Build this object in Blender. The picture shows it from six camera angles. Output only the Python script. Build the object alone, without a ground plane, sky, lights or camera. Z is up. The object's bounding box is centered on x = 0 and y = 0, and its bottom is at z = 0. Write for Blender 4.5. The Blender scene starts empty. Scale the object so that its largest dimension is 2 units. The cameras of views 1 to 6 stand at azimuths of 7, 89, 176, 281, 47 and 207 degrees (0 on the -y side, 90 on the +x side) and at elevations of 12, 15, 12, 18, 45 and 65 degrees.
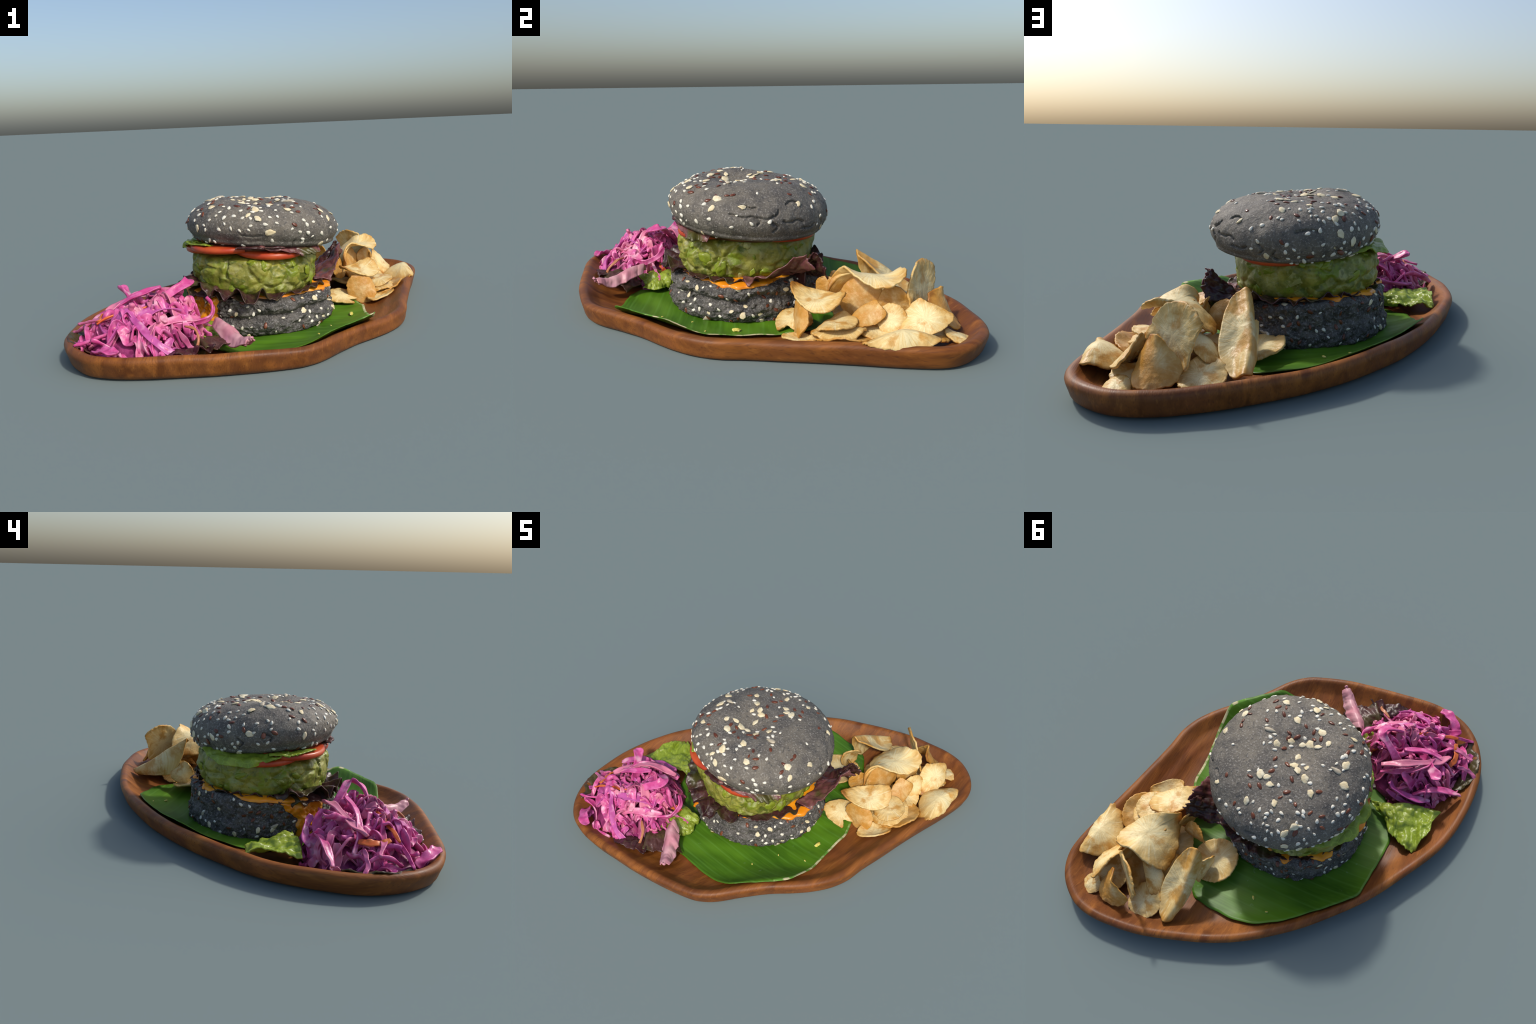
import bpy, math, random
import numpy as np
from mathutils import Vector, Matrix, noise as mn

rng = np.random.default_rng(7)
random.seed(7)
SC = bpy.context.scene.collection

# ------------------------------------------------------------------ materials
class N:
    """Small helper around a material's node tree."""
    def __init__(s, name, rough=0.6, spec=0.4):
        s.m = bpy.data.materials.new(name); s.m.use_nodes = True
        s.t = s.m.node_tree; s.b = s.t.nodes['Principled BSDF']
        s.b.inputs['Roughness'].default_value = rough
        s.b.inputs['Specular IOR Level'].default_value = spec
        s.tc = s.t.nodes.new('ShaderNodeTexCoord'); s.obj = s.tc.outputs['Object']
    def put(s, sock, v):
        if hasattr(v, 'is_linked'): s.t.links.new(v, sock)
        elif isinstance(v, (tuple, list)) and sock.type == 'RGBA': sock.default_value = (*v, 1)
        else: sock.default_value = v
    def map(s, scale=(1, 1, 1), rot=(0, 0, 0), vec=None):
        n = s.t.nodes.new('ShaderNodeMapping')
        n.inputs['Scale'].default_value = scale; n.inputs['Rotation'].default_value = rot
        s.t.links.new(vec or s.obj, n.inputs[0]); return n.outputs[0]
    def noise(s, scale, vec=None, detail=4, rough=0.55, dist=0):
        n = s.t.nodes.new('ShaderNodeTexNoise'); n.inputs['Scale'].default_value = scale
        n.inputs['Detail'].default_value = detail; n.inputs['Roughness'].default_value = rough
        n.inputs['Distortion'].default_value = dist
        s.t.links.new(vec or s.obj, n.inputs['Vector']); return n.outputs['Fac']
    def voro(s, scale, vec=None, out='Distance', feature='F1', rnd=1.0):
        n = s.t.nodes.new('ShaderNodeTexVoronoi'); n.feature = feature; n.inputs['Scale'].default_value = scale
        n.inputs['Randomness'].default_value = rnd
        s.t.links.new(vec or s.obj, n.inputs['Vector']); return n.outputs[out]
    def wave(s, scale, vec=None, dist=2, detail=2, dscale=1.5, axis='X'):
        n = s.t.nodes.new('ShaderNodeTexWave'); n.bands_direction = axis
        n.inputs['Scale'].default_value = scale; n.inputs['Distortion'].default_value = dist
        n.inputs['Detail'].default_value = detail; n.inputs['Detail Scale'].default_value = dscale
        s.t.links.new(vec or s.obj, n.inputs['Vector']); return n.outputs['Fac']
    def math(s, op, a, b=0.0, c=0.0, clamp=False):
        n = s.t.nodes.new('ShaderNodeMath'); n.operation = op; n.use_clamp = clamp
        s.put(n.inputs[0], a); s.put(n.inputs[1], b); s.put(n.inputs[2], c); return n.outputs[0]
    def ramp(s, fac, a, b, lo=0.0, hi=1.0):
        n = s.t.nodes.new('ShaderNodeMapRange'); n.interpolation_type = 'SMOOTHSTEP'
        s.put(n.inputs['Value'], fac)
        n.inputs['From Min'].default_value = a; n.inputs['From Max'].default_value = b
        n.inputs['To Min'].default_value = lo; n.inputs['To Max'].default_value = hi
        return n.outputs['Result']
    def mix(s, fac, a, b, kind='MIX'):
        n = s.t.nodes.new('ShaderNodeMix'); n.data_type = 'RGBA'; n.blend_type = kind
        s.put(n.inputs[0], fac); s.put(n.inputs[6], a); s.put(n.inputs[7], b); return n.outputs[2]
    def sep(s, vec=None):
        n = s.t.nodes.new('ShaderNodeSeparateXYZ'); s.t.links.new(vec or s.obj, n.inputs[0]); return n.outputs
    def comb(s, x, y, z=0.0):
        n = s.t.nodes.new('ShaderNodeCombineXYZ')
        for i, v in enumerate((x, y, z)): s.put(n.inputs[i], v)
        return n.outputs[0]
    def length(s, vec=None):
        n = s.t.nodes.new('ShaderNodeVectorMath'); n.operation = 'LENGTH'
        s.t.links.new(vec or s.obj, n.inputs[0]); return n.outputs['Value']
    def rand(s):
        return s.t.nodes.new('ShaderNodeObjectInfo').outputs['Random']
    def bump(s, h, strength=0.4, dist=0.01):
        n = s.t.nodes.new('ShaderNodeBump'); n.inputs['Strength'].default_value = strength
        n.inputs['Distance'].default_value = dist; s.put(n.inputs['Height'], h)
        if s.b.inputs['Normal'].is_linked: s.t.links.new(s.b.inputs['Normal'].links[0].from_socket, n.inputs['Normal'])
        s.t.links.new(n.outputs[0], s.b.inputs['Normal'])
    def col(s, c): s.put(s.b.inputs['Base Color'], c); s.c = c; return s
    def translucent(s, amount, c=None):
        out = s.t.nodes['Material Output']
        tr = s.t.nodes.new('ShaderNodeBsdfTranslucent'); mx = s.t.nodes.new('ShaderNodeMixShader')
        s.put(tr.inputs['Color'], c or s.c); mx.inputs[0].default_value = amount
        s.t.links.new(s.b.outputs[0], mx.inputs[1]); s.t.links.new(tr.outputs[0], mx.inputs[2])
        s.t.links.new(mx.outputs[0], out.inputs[0]); return s

def mat_wood():
    n = N('oiled_wood', 0.48, 0.28)
    rot = (0, 0, math.radians(-41))                       # grain runs along the tray
    g = n.map((9, 1.1, 5), rot)
    fine = n.map((70, 4, 30), rot)
    a = n.noise(1.6, g, 5, 0.6, 0.6)
    rings = n.wave(2.2, n.map((1.5, 0.22, 1.2), rot), 5, 3, 1.2)
    c = n.mix(n.ramp(a, 0.30, 0.72), (0.125, 0.037, 0.007), (0.31, 0.108, 0.020))
    c = n.mix(n.ramp(rings, 0.35, 0.95, 0, 0.5), c, (0.18, 0.060, 0.015))
    blot = n.noise(5, None, 3)
    c = n.mix(n.ramp(blot, 0.5, 0.7, 0, 0.5), c, (0.26, 0.080, 0.024))
    blot2 = n.noise(3.1, n.map((1, 1, 2)), 3)
    c = n.mix(n.ramp(blot2, 0.52, 0.72, 0, 0.6), c, (0.095, 0.030, 0.010))
    f = n.noise(3, fine, 3)
    c = n.mix(n.ramp(f, 0.52, 0.72, 0, 0.55), c, (0.085, 0.027, 0.010))
    c = n.mix(n.ramp(n.noise(2.2, n.map((34, 2.2, 12), rot), 4), 0.56, 0.74, 0, 0.32), c, (0.42, 0.17, 0.038))
    pale = n.voro(26, n.map((1, 1, 1)))
    c = n.mix(n.ramp(pale, 0.05, 0.03), c, n.mix(n.ramp(n.noise(7), 0.66, 0.7), c, (0.75, 0.6, 0.4)))
    n.col(c)
    n.put(n.b.inputs['Roughness'], n.ramp(a, 0.2, 0.8, 0.40, 0.56))
    n.bump(f, 0.25, 0.004); n.bump(blot, 0.15, 0.01)
    return n.m

def mat_leaf():
    n = N('banana_leaf_green', 0.46, 0.4)
    r = (0, 0, math.radians(-31))
    v = n.map((1, 1, 1), r)
    ribs = n.wave(5.5, n.map((0, 1, 0), r), 0.5, 1, 1.0, 'Y')
    fine = n.noise(30, n.map((0.12, 4, 1), r), 3)
    blot = n.noise(4, n.map((0.5, 1.6, 1), r), 3)
    c = n.mix(n.ramp(blot, 0.3, 0.7), (0.048, 0.140, 0.005), (0.105, 0.245, 0.010))
    c = n.mix(n.ramp(fine, 0.4, 0.75, 0, 0.45), c, (0.105, 0.26, 0.016))
    c = n.mix(n.ramp(ribs, 0.90, 1.0, 0, 0.35), c, (0.13, 0.30, 0.04))
    spots = n.noise(26, None, 2)
    c = n.mix(n.ramp(spots, 0.70, 0.76, 0, 0.25), c, (0.25, 0.38, 0.20))
    n.col(c); n.bump(ribs, 0.2, 0.004); n.bump(fine, 0.2, 0.003)
    return n.translucent(0.12).m

def mat_leaf_edge():
    n = N('dry_leaf_edge', 0.7, 0.2)
    n.col(n.mix(n.ramp(n.noise(22), 0.40, 0.62), (0.10, 0.24, 0.03), (0.50, 0.46, 0.26)))
    return n.m

def mat_bun():
    n = N('charcoal_bun_crust', 0.62, 0.3)
    f = n.noise(110, None, 4, 0.7); m = n.noise(14, None, 4); big = n.noise(3.5, None, 3)
    c = n.mix(n.ramp(m, 0.3, 0.7), (0.090, 0.081, 0.070), (0.155, 0.138, 0.112))
    c = n.mix(n.ramp(big, 0.45, 0.65, 0, 0.5), c, (0.178, 0.155, 0.116))
    c = n.mix(n.ramp(f, 0.52, 0.66, 0, 0.8), c, (0.32, 0.30, 0.26))
    c = n.mix(n.ramp(n.noise(60, None, 3), 0.56, 0.70, 0, 0.65), c, (0.046, 0.046, 0.048))
    n.col(c); n.bump(f, 0.45, 0.005); n.bump(n.noise(55), 0.35, 0.007)
    return n.m

def mat_bun_base():
    n = N('charcoal_bun_side', 0.62, 0.35)
    f = n.noise(95, None, 4, 0.7); m = n.noise(20, None, 4)
    c = n.mix(n.ramp(m, 0.3, 0.7), (0.044, 0.041, 0.037), (0.125, 0.115, 0.100))
    c = n.mix(n.ramp(f, 0.50, 0.66, 0, 0.8), c, (0.26, 0.25, 0.235))
    pores = n.voro(48, n.map((1, 1, 1.3)))
    c = n.mix(n.ramp(pores, 0.26, 0.08, 0, 0.7), c, (0.018, 0.018, 0.018))
    n.col(c); n.bump(n.noise(34, None, 4, 0.6), 0.9, 0.02); n.bump(f, 0.6, 0.006); n.bump(pores, 0.5, 0.008)
    return n.m

def mat_patty():
    n = N('green_bean_patty', 0.42, 0.5)
    warp = n.map((1, 1, 1.2))
    cell = n.voro(17, warp, 'Color'); sx = n.sep(cell); soft = n.noise(24, None, 4)
    c = n.mix(n.ramp(n.noise(9, None, 5, 0.65), 0.32, 0.68), (0.100, 0.115, 0.007), (0.31, 0.295, 0.050))
    c = n.mix(n.math('MULTIPLY', n.ramp(sx[0], 0.5, 0.9, 0, 0.8), n.ramp(soft, 0.35, 0.6)), c, (0.175, 0.245, 0.010))
    c = n.mix(n.math('MULTIPLY', n.ramp(sx[1], 0.72, 0.95, 0, 0.7), n.ramp(soft, 0.4, 0.6)), c, (0.36, 0.35, 0.13))
    c = n.mix(n.math('MULTIPLY', n.ramp(sx[2], 0.75, 0.98, 0, 0.7), n.ramp(soft, 0.6, 0.4)), c, (0.050, 0.090, 0.010))
    d = n.noise(46, None, 4, 0.65)
    c = n.mix(n.ramp(d, 0.58, 0.72, 0, 0.6), c, (0.40, 0.40, 0.15))
    c = n.mix(n.ramp(n.noise(30, n.map((1.2, 1, 1)), 3), 0.60, 0.72, 0, 0.65), c, (0.06, 0.075, 0.010))
    c = n.mix(n.ramp(n.voro(34), 0.10, 0.05, 0, 0.8), c, (0.035, 0.030, 0.012))
    n.col(c); n.bump(d, 0.35, 0.008); n.bump(soft, 0.35, 0.015)
    return n.m

def mat_simple(name, a, b, scale=20, rough=0.5, spec=0.4, bump=0.2, rnd=0.0, third=None, trans=0.0, bscale=None):
    n = N(name, rough, spec)
    f = n.noise(scale, None, 4)
    fac = n.ramp(f, 0.32, 0.68)
    if rnd: fac = n.math('ADD', n.math('MULTIPLY', fac, 1 - rnd), n.math('MULTIPLY', n.rand(), rnd))
    c = n.mix(fac, a, b)
    if third: c = n.mix(n.ramp(n.noise(scale * 0.6, n.map((1.3, 1, 0.8)), 3), 0.52, 0.68), c, third)
    n.col(c)
    if bump: n.bump(n.noise(bscale or scale * 3, None, 3), bump, 0.006)
    if trans: n.translucent(trans)
    return n.m

def mat_chip(name, tone):
    n = N(name, 0.42, 0.4)
    x, y, z = n.sep()
    r = n.length()
    ang = n.math('ARCTAN2', y, x)
    rays = n.noise(1.0, n.comb(n.math('MULTIPLY', ang, 17.0), n.math('MULTIPLY', r, 1.6), n.rand()), 4, 0.6)
    place = n.comb(n.math('ADD', x, n.math('MULTIPLY', n.rand(), 37.0)), y, z)
    blot = n.noise(1.3, place, 4, 0.6)
    fine = n.noise(9, place, 3)
    edge = n.math('ADD', r, n.math('ADD', n.math('MULTIPLY', n.math('SUBTRACT', rays, 0.5), 0.30), n.math('MULTIPLY', n.math('SUBTRACT', blot, 0.5), 0.6)))
    pale, mid, gold, brown = (0.82, 0.69, 0.37), (0.72, 0.50, 0.19), (0.55, 0.265, 0.040), (0.27, 0.095, 0.012)
    c = n.mix(n.ramp(edge, 0.25, 0.85), pale, mid)
    c = n.mix(n.ramp(rays, 0.48, 0.68, 0, 0.6), c, (0.68, 0.45, 0.15))
    c = n.mix(n.ramp(rays, 0.46, 0.32, 0, 0.5), c, (0.86, 0.76, 0.47))
    c = n.mix(n.ramp(blot, 0.50, 0.66, 0, 0.8), c, gold)
    c = n.mix(n.ramp(n.math('ADD', tone, n.math('MULTIPLY', n.math('SUBTRACT', blot, 0.5), 1.2)), 0.2, 0.9, 0, 0.9), c, (0.52, 0.245, 0.040))
    c = n.mix(n.ramp(fine, 0.55, 0.72, 0, 0.22), c, (0.80, 0.60, 0.26))
    c = n.mix(n.ramp(edge, 0.85, 1.20, 0, 0.8), c, gold)
    c = n.mix(n.ramp(edge, 1.08, 1.35, 0, 0.8), c, brown)
    n.col(c)
    n.bump(rays, 0.08, 0.03); n.bump(n.noise(4, None, 4), 0.15, 0.05)
    return n.translucent(0.08).m

def mat_cabbage(name='pickled_red_cabbage', shift=0.0):
    n = N(name, 0.34, 0.5)
    st = n.noise(3.2, n.map((9, 9, 9)), 3, 0.5)
    r = n.rand()
    deep, mid, pink, pale = (0.25, 0.016, 0.095), (0.58, 0.062, 0.245), (0.73, 0.155, 0.385), (0.87, 0.50, 0.60)
    c = n.mix(n.ramp(st, 0.35, 0.65), mid, pink)
    c = n.mix(n.ramp(r, 0.58, 0.95, 0, 0.8), c, (0.70, 0.23, 0.32))
    c = n.mix(n.ramp(r, 0.22, 0.0, 0, 0.6), c, (0.42, 0.085, 0.34))
    c = n.mix(n.ramp(n.noise(13, None, 3), 0.54, 0.72, 0, 0.7), c, pale)
    c = n.mix(n.ramp(n.noise(7, n.map((1, 1.4, 1)), 2), 0.46, 0.28, 0, 0.75), c, deep)
    n.col(c); n.bump(n.noise(40, n.map((1, 1, 0.4))), 0.35, 0.008)
    return n.translucent(0.12).m

def mat_lettuce(name, dark, light, green, lo=0.45, hi=0.62):
    n = N(name, 0.36, 0.5)
    a = n.noise(12, None, 4); b = n.noise(5.5, None, 2)
    c = n.mix(n.ramp(a, 0.3, 0.7), dark, light)
    c = n.mix(n.ramp(b, lo, hi), c, green)
    v = n.voro(22, None, 'Distance', 'DISTANCE_TO_EDGE')
    c = n.mix(n.ramp(v, 0.05, 0.0, 0, 0.35), c, tuple(min(1, 1.8 * x + 0.02) for x in green))
    n.col(c); n.bump(n.noise(24), 0.45, 0.012); n.bump(v, 0.2, 0.006)
    return n.translucent(0.15).m

M = dict(
    wood=mat_wood(), leaf=mat_leaf(), leaf_edge=mat_leaf_edge(), bun=mat_bun(), base=mat_bun_base(), patty=mat_patty(), chip=mat_chip('fried_root_chip', 0.0), gold=mat_chip('golden_root_chip', 0.75),
    cabbage=mat_cabbage(),
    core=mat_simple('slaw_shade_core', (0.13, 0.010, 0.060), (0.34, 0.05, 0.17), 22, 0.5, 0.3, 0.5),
    paleleaf=mat_simple('pale_cabbage_leaf', (0.60, 0.24, 0.29), (0.72, 0.40, 0.42), 9, 0.4, 0.5, 0.2, trans=0.15, third=(0.58, 0.2, 0.34)),
    carrot=mat_simple('carrot_orange', (0.60, 0.10, 0.02), (0.66, 0.20, 0.05), 12, 0.4),
    stem=mat_simple('brown_slaw_strip', (0.45, 0.16, 0.07), (0.50, 0.22, 0.12), 14, 0.4),
    purple=mat_lettuce('red_leaf_lettuce', (0.028, 0.008, 0.009), (0.085, 0.026, 0.026), (0.060, 0.056, 0.014), 0.54, 0.7),
    rosy=mat_lettuce('rosy_leaf_lettuce', (0.10, 0.030, 0.032), (0.24, 0.085, 0.088), (0.085, 0.080, 0.020), 0.45, 0.62),
    green=mat_lettuce('green_leaf_lettuce', (0.17, 0.235, 0.014), (0.34, 0.42, 0.055), (0.26, 0.35, 0.028), 0.4, 0.6),
    olive=mat_lettuce('olive_leaf_lettuce', (0.055, 0.050, 0.012), (0.095, 0.072, 0.022), (0.08, 0.030, 0.024), 0.45, 0.6),
    tomato=mat_simple('tomato_flesh', (0.40, 0.040, 0.012), (0.52, 0.085, 0.020), 9, 0.34, 0.4, 0.15),
    sauce=mat_simple('orange_sauce', (0.74, 0.23, 0.006), (0.85, 0.33, 0.012), 14, 0.28, 0.5, 0.3),
    gap_filler=mat_simple('dark_gap_filler', (0.05, 0.014, 0.008), (0.12, 0.045, 0.012), 18, 0.5),
    bean=mat_simple('edamame_bean', (0.15, 0.205, 0.008), (0.26, 0.30, 0.024), 26, 0.38, 0.5, 0.15, 0.5),
    bean_pale=mat_simple('pale_bean', (0.26, 0.28, 0.07), (0.38, 0.38, 0.14), 26, 0.4, 0.5, 0.15, 0.5),
    sesame=mat_simple('sesame', (0.62, 0.58, 0.46), (0.80, 0.77, 0.66), 24, 0.45, 0.4, 0.1, 0.6),
    oat=mat_simple('oat', (0.62, 0.50, 0.28), (0.80, 0.73, 0.53), 34, 0.6, 0.3, 0.4, 0.4),
    flax=mat_simple('flax', (0.085, 0.022, 0.010), (0.20, 0.060, 0.022), 30, 0.3, 0.5, 0.1, 0.6),
    sunflower=mat_simple('sunflower_kernel', (0.40, 0.34, 0.24), (0.52, 0.46, 0.34), 26, 0.5, 0.4, 0.2),
    crumb=mat_simple('crumb', (0.6, 0.5, 0.05), (0.7, 0.65, 0.25), 40, 0.5),
)

# ------------------------------------------------------------------ mesh helpers
def link(name, me, mats, parent=None, smooth=True):
    o = bpy.data.objects.new(name, me); SC.objects.link(o)
    for m in (mats if isinstance(mats, (list, tuple)) else [mats]):
        if m.name not in me.materials: me.materials.append(m)
    if smooth: me.polygons.foreach_set('use_smooth', np.ones(len(me.polygons), bool))
    if parent: o.parent = parent
    return o

def mesh(name, v, f):
    me = bpy.data.meshes.new(name)
    me.from_pydata([tuple(map(float, p)) for p in v], [], [tuple(int(i) for i in q) for q in f]); me.update(); return me

def grid_faces(nu, nv, wrap_u=False, off=0):
    """index = i*nv + j ; i along u, j along v"""
    f = []
    for i in range(nu if wrap_u else nu - 1):
        a, b = off + i * nv, off + ((i + 1) % nu) * nv
        for j in range(nv - 1): f.append((a + j, b + j, b + j + 1, a + j + 1))
    return f

def catmull(P, n, closed=False):
    P = np.asarray(P, float); k = len(P)
    t = np.linspace(0, k if closed else k - 1, n, endpoint=not closed)
    i = np.minimum(np.floor(t).astype(int), k - 1 if closed else k - 2); u = (t - i)[:, None]
    g = (lambda j: P[j % k]) if closed else (lambda j: np.where((j < 0)[:, None], 2 * P[0] - P[1], np.where((j >= k)[:, None], 2 * P[-1] - P[-2], P[np.clip(j, 0, k - 1)])))
    a, b, c, d = g(i - 1), g(i), g(i + 1), g(i + 2)
    return 0.5 * (2 * b + (c - a) * u + (2 * a - 5 * b + 4 * c - d) * u**2 + (3 * b - a - 3 * c + d) * u**3)

def nz(p, s=1.0, o=(0, 0, 0)):
    return mn.noise(Vector((p[0] * s + o[0], p[1] * s + o[1], p[2] * s + o[2])))
def fbm(p, s, o=(0, 0, 0), n=3):
    return mn.fractal(Vector((p[0] * s + o[0], p[1] * s + o[1], p[2] * s + o[2])), 1.0, 2.0, n)

def top(o, label, cat):
    o['label'] = label; o['category'] = cat; return o

def solid(o, th, offset=0.0):
    m = o.modifiers.new('thickness', 'SOLIDIFY'); m.thickness = th; m.offset = offset; m.use_even_offset = False
    return o

# ------------------------------------------------------------------ wooden tray
OUT = [(0.206, -0.855), (-0.016, -0.925), (-0.25, -0.968), (-0.44, -0.992), (-0.58, -0.990), (-0.70, -0.955), (-0.80, -0.875), (-0.868, -0.77),
       (-0.902, -0.66), (-0.912, -0.53), (-0.905, -0.40), (-0.878, -0.245), (-0.82, -0.075), (-0.738, 0.078), (-0.645, 0.235), (-0.512, 0.410),
       (-0.372, 0.563), (-0.22, 0.692), (-0.055, 0.80), (0.12, 0.884), (0.30, 0.948), (0.45, 0.985), (0.58, 1.0), (0.70, 0.985), (0.79, 0.94),
       (0.862, 0.87), (0.902, 0.785), (0.908, 0.69), (0.885, 0.54), (0.838, 0.337), (0.792, 0.104), (0.765, -0.04), (0.750, -0.155), (0.712, -0.258),
       (0.655, -0.348), (0.592, -0.425), (0.494, -0.532), (0.420, -0.635), (0.352, -0.738), (0.290, -0.805)]
NO = 400
outline = catmull(OUT, NO, True)
_a = np.arctan2(outline[:, 1], outline[:, 0])[:, None]; _r = np.linalg.norm(outline, axis=1)[:, None]
outline = outline * (1 + (0.011 * np.exp(-((_a - math.radians(-15)) / 0.55)**2) + 0.008 * np.exp(-((_a - math.radians(-128)) / 0.3)**2)) / _r)
seg = np.linalg.norm(np.roll(outline, -1, 0) - outline, axis=1)
cum = np.r_[0, np.cumsum(seg)]; per = cum[-1]
closed_pts = np.vstack([outline, outline[:1]])
ss = np.linspace(0, per, NO, endpoint=False)
outline = np.stack([np.interp(ss, cum, closed_pts[:, k]) for k in (0, 1)], 1)
tan = np.roll(outline, -3, 0) - np.roll(outline, 3, 0)
nin = np.stack([tan[:, 1], -tan[:, 0]], 1)                   # outline is clockwise from above
nin /= np.linalg.norm(nin, axis=1, keepdims=True)
if ((-outline) * nin).sum(1).mean() < 0: nin = -nin
for _ in range(6): nin = (np.roll(nin, 1, 0) + nin * 2 + np.roll(nin, -1, 0)) / 4
nin /= np.linalg.norm(nin, axis=1, keepdims=True)
S0, S1 = np.array((-0.46, -0.52)), np.array((0.46, 0.55))
tt = np.clip(((outline - S0) @ (S1 - S0)) / ((S1 - S0) @ (S1 - S0)), 0, 1)
spine = S0 + tt[:, None] * (S1 - S0)

IN_D = [0.0, 0.028, 0.045, 0.06, 0.085, 0.12, 0.16, 0.21, 0.27, 0.35, 1.5]
IN_Z = [0.100, 0.103, 0.098, 0.087, 0.068, 0.047, 0.030, 0.018, 0.011, 0.008, 0.006]
def back_rise(xy):
    """the floor climbs a little towards the far long side"""
    return 0.034 * np.clip(0.72 * xy[..., 1] - 0.69 * xy[..., 0], 0, 0.55)
def floor_z(xy):
    d = np.sqrt(((xy[:, None, :] - outline[None, ::2, :])**2).sum(2)).min(1)
    return np.interp(d, IN_D, IN_Z) + back_rise(xy)

def build_tray():
    ang = np.arctan2(outline[:, 1], outline[:, 0])
    front = 0.5 + 0.5 * np.cos(ang - math.radians(-22))     # the straight front side is steeper
    ins = 1.5 - 1.0 * front**2
    rise = 1.03 - 0.21 * front**2
    prof = [(0.048, 0.0), (0.030, 0.003), (0.020, 0.011), (0.013, 0.024), (0.009, 0.042), (0.005, 0.060), (0.001, 0.077), (0.0, 0.088),
            (0.003, 0.098), (0.010, 0.106), (0.019, 0.110), (0.028, 0.111), (0.037, 0.108), (0.045, 0.102), (0.056, 0.0925), (0.07, 0.081),
            (0.085, 0.069), (0.10, 0.058), (0.12, 0.047)]
    rings = []
    for k, (d, z) in enumerate(prof):
        s = ins if k < 7 else 1.0
        dd = d * s
        p = outline + nin * (dd[:, None] if isinstance(dd, np.ndarray) else dd)
        rings.append(np.c_[p, np.full(NO, z) * (rise if z > 0.05 else 1)])
    last = rings[-1][:, :2]
    for t in np.linspace(0.06, 1, 22):
        p = last + (spine - last) * t
        d = 0.12 + np.linalg.norm(p - last, axis=1)
        rings.append(np.c_[p, np.interp(d, IN_D, IN_Z) + back_rise(p) * np.clip(t * 6, 0, 1)])
    inner = rings[0][:, :2]
    bot = [np.c_[inner + (spine - inner) * t, np.full(NO, 0.0)] for t in (1.0, 0.66, 0.33)]
    rings = bot + rings
    R = np.array(rings)                                     # ring, around, xyz
    # carved unevenness
    for k in range(3, len(R)):
        for i in range(NO):
            p = R[k, i]; a = 0.006 if k < 22 else 0.003
            R[k, i, 2] += a * nz(p, 5.0) * (0 if k < 5 else 1)
            w = 0.006 * nz(p, 4.0, (9, 3, 1)) * min(1, (k - 3) / 4)
            R[k, i, :2] += nin[i] * w
    R[..., 2] = np.maximum(R[..., 2], 0)
    v = R.transpose(1, 0, 2).reshape(-1, 3)
    me = mesh('wooden_tray', v, grid_faces(NO, len(R), True))
    return top(link('wooden_tray', me, M['wood']), 'oval carved brown wooden serving tray with low rim', 'tray')
build_tray()

# ------------------------------------------------------------------ banana leaf
LEAF = [(0.337, -0.667, .012), (0.43, -0.58, .018), (0.575, -0.43, .026), (0.578, -0.27, .014), (0.553, -0.09, .012), (0.545, 0.08, .012), (0.47, 0.25, .006), (0.33, 0.50, .004),
        (0.214, 0.655, .006), (0.10, 0.675, .006), (-0.05, 0.672, .006), (-0.150, 0.650, .006), (-0.27, 0.575, .006), (-0.42, 0.43, .006), (-0.565, 0.285, .008), (-0.585, 0.10, .006),
        (-0.600, -0.106, .006), (-0.50, -0.30, .004), (-0.38, -0.48, .004), (-0.24, -0.60, .004), (-0.093, -0.674, .004), (0.06, -0.675, .006), (0.20, -0.68, .010)]
def build_leaf():
    na, nr = 260, 46
    # sharp-cornered outline: dense linear resampling, slightly smoothed
    P = np.array(LEAF); Pc = np.vstack([P, P[:1]])
    L = np.r_[0, np.cumsum(np.linalg.norm(np.diff(Pc[:, :2], axis=0), axis=1))]
    s = np.linspace(0, L[-1], na, endpoint=False)
    rim = np.stack([np.interp(s, L, Pc[:, k]) for k in range(3)], 1)
    for _ in range(3): rim = (np.roll(rim, 1, 0) + 2 * rim + np.roll(rim, -1, 0)) / 4
    for i in range(na): rim[i, :2] *= 1 + 0.006 * nz((s[i], 0, 0), 14)
    c = np.array((0.0, -0.02))
    t = np.linspace(0.02, 1, nr)
    v = []
    for i in range(na):
        for j in range(nr):
            v.append((*(c + (rim[i, :2] - c) * t[j]), 0))
    v = np.array(v); v[:, 2] = floor_z(v[:, :2]) + 0.004
    lift = np.repeat(rim[:, 2], nr) * np.tile(t**6, na); v[:, 2] += lift
    dirv = np.array((-0.5, 0.86))
    for k in range(len(v)):
        a = v[k, :2] @ dirv
        v[k, 2] += 0.0022 * math.sin(a * 40 + 2 * nz(v[k], 3)) + 0.003 * nz(v[k], 6, (5, 0, 0))
    f = grid_faces(na, nr, True); f.append(tuple(i * nr for i in range(na))[::-1])
    me = mesh('banana_leaf', v, f)
    o = link('banana_leaf', me, [M['leaf'], M['leaf_edge']])
    k = 0
    for q in me.polygons:
        if len(q.vertices) == 4 and max(x % nr for x in q.vertices) == nr - 1:
            q.material_index = int(me.vertices[q.vertices[0]].co.x > 0.50)
    solid(o, 0.004, 1.0)
    return top(o, 'large cut piece of shiny green banana leaf', 'leaf')
build_leaf()

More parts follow.
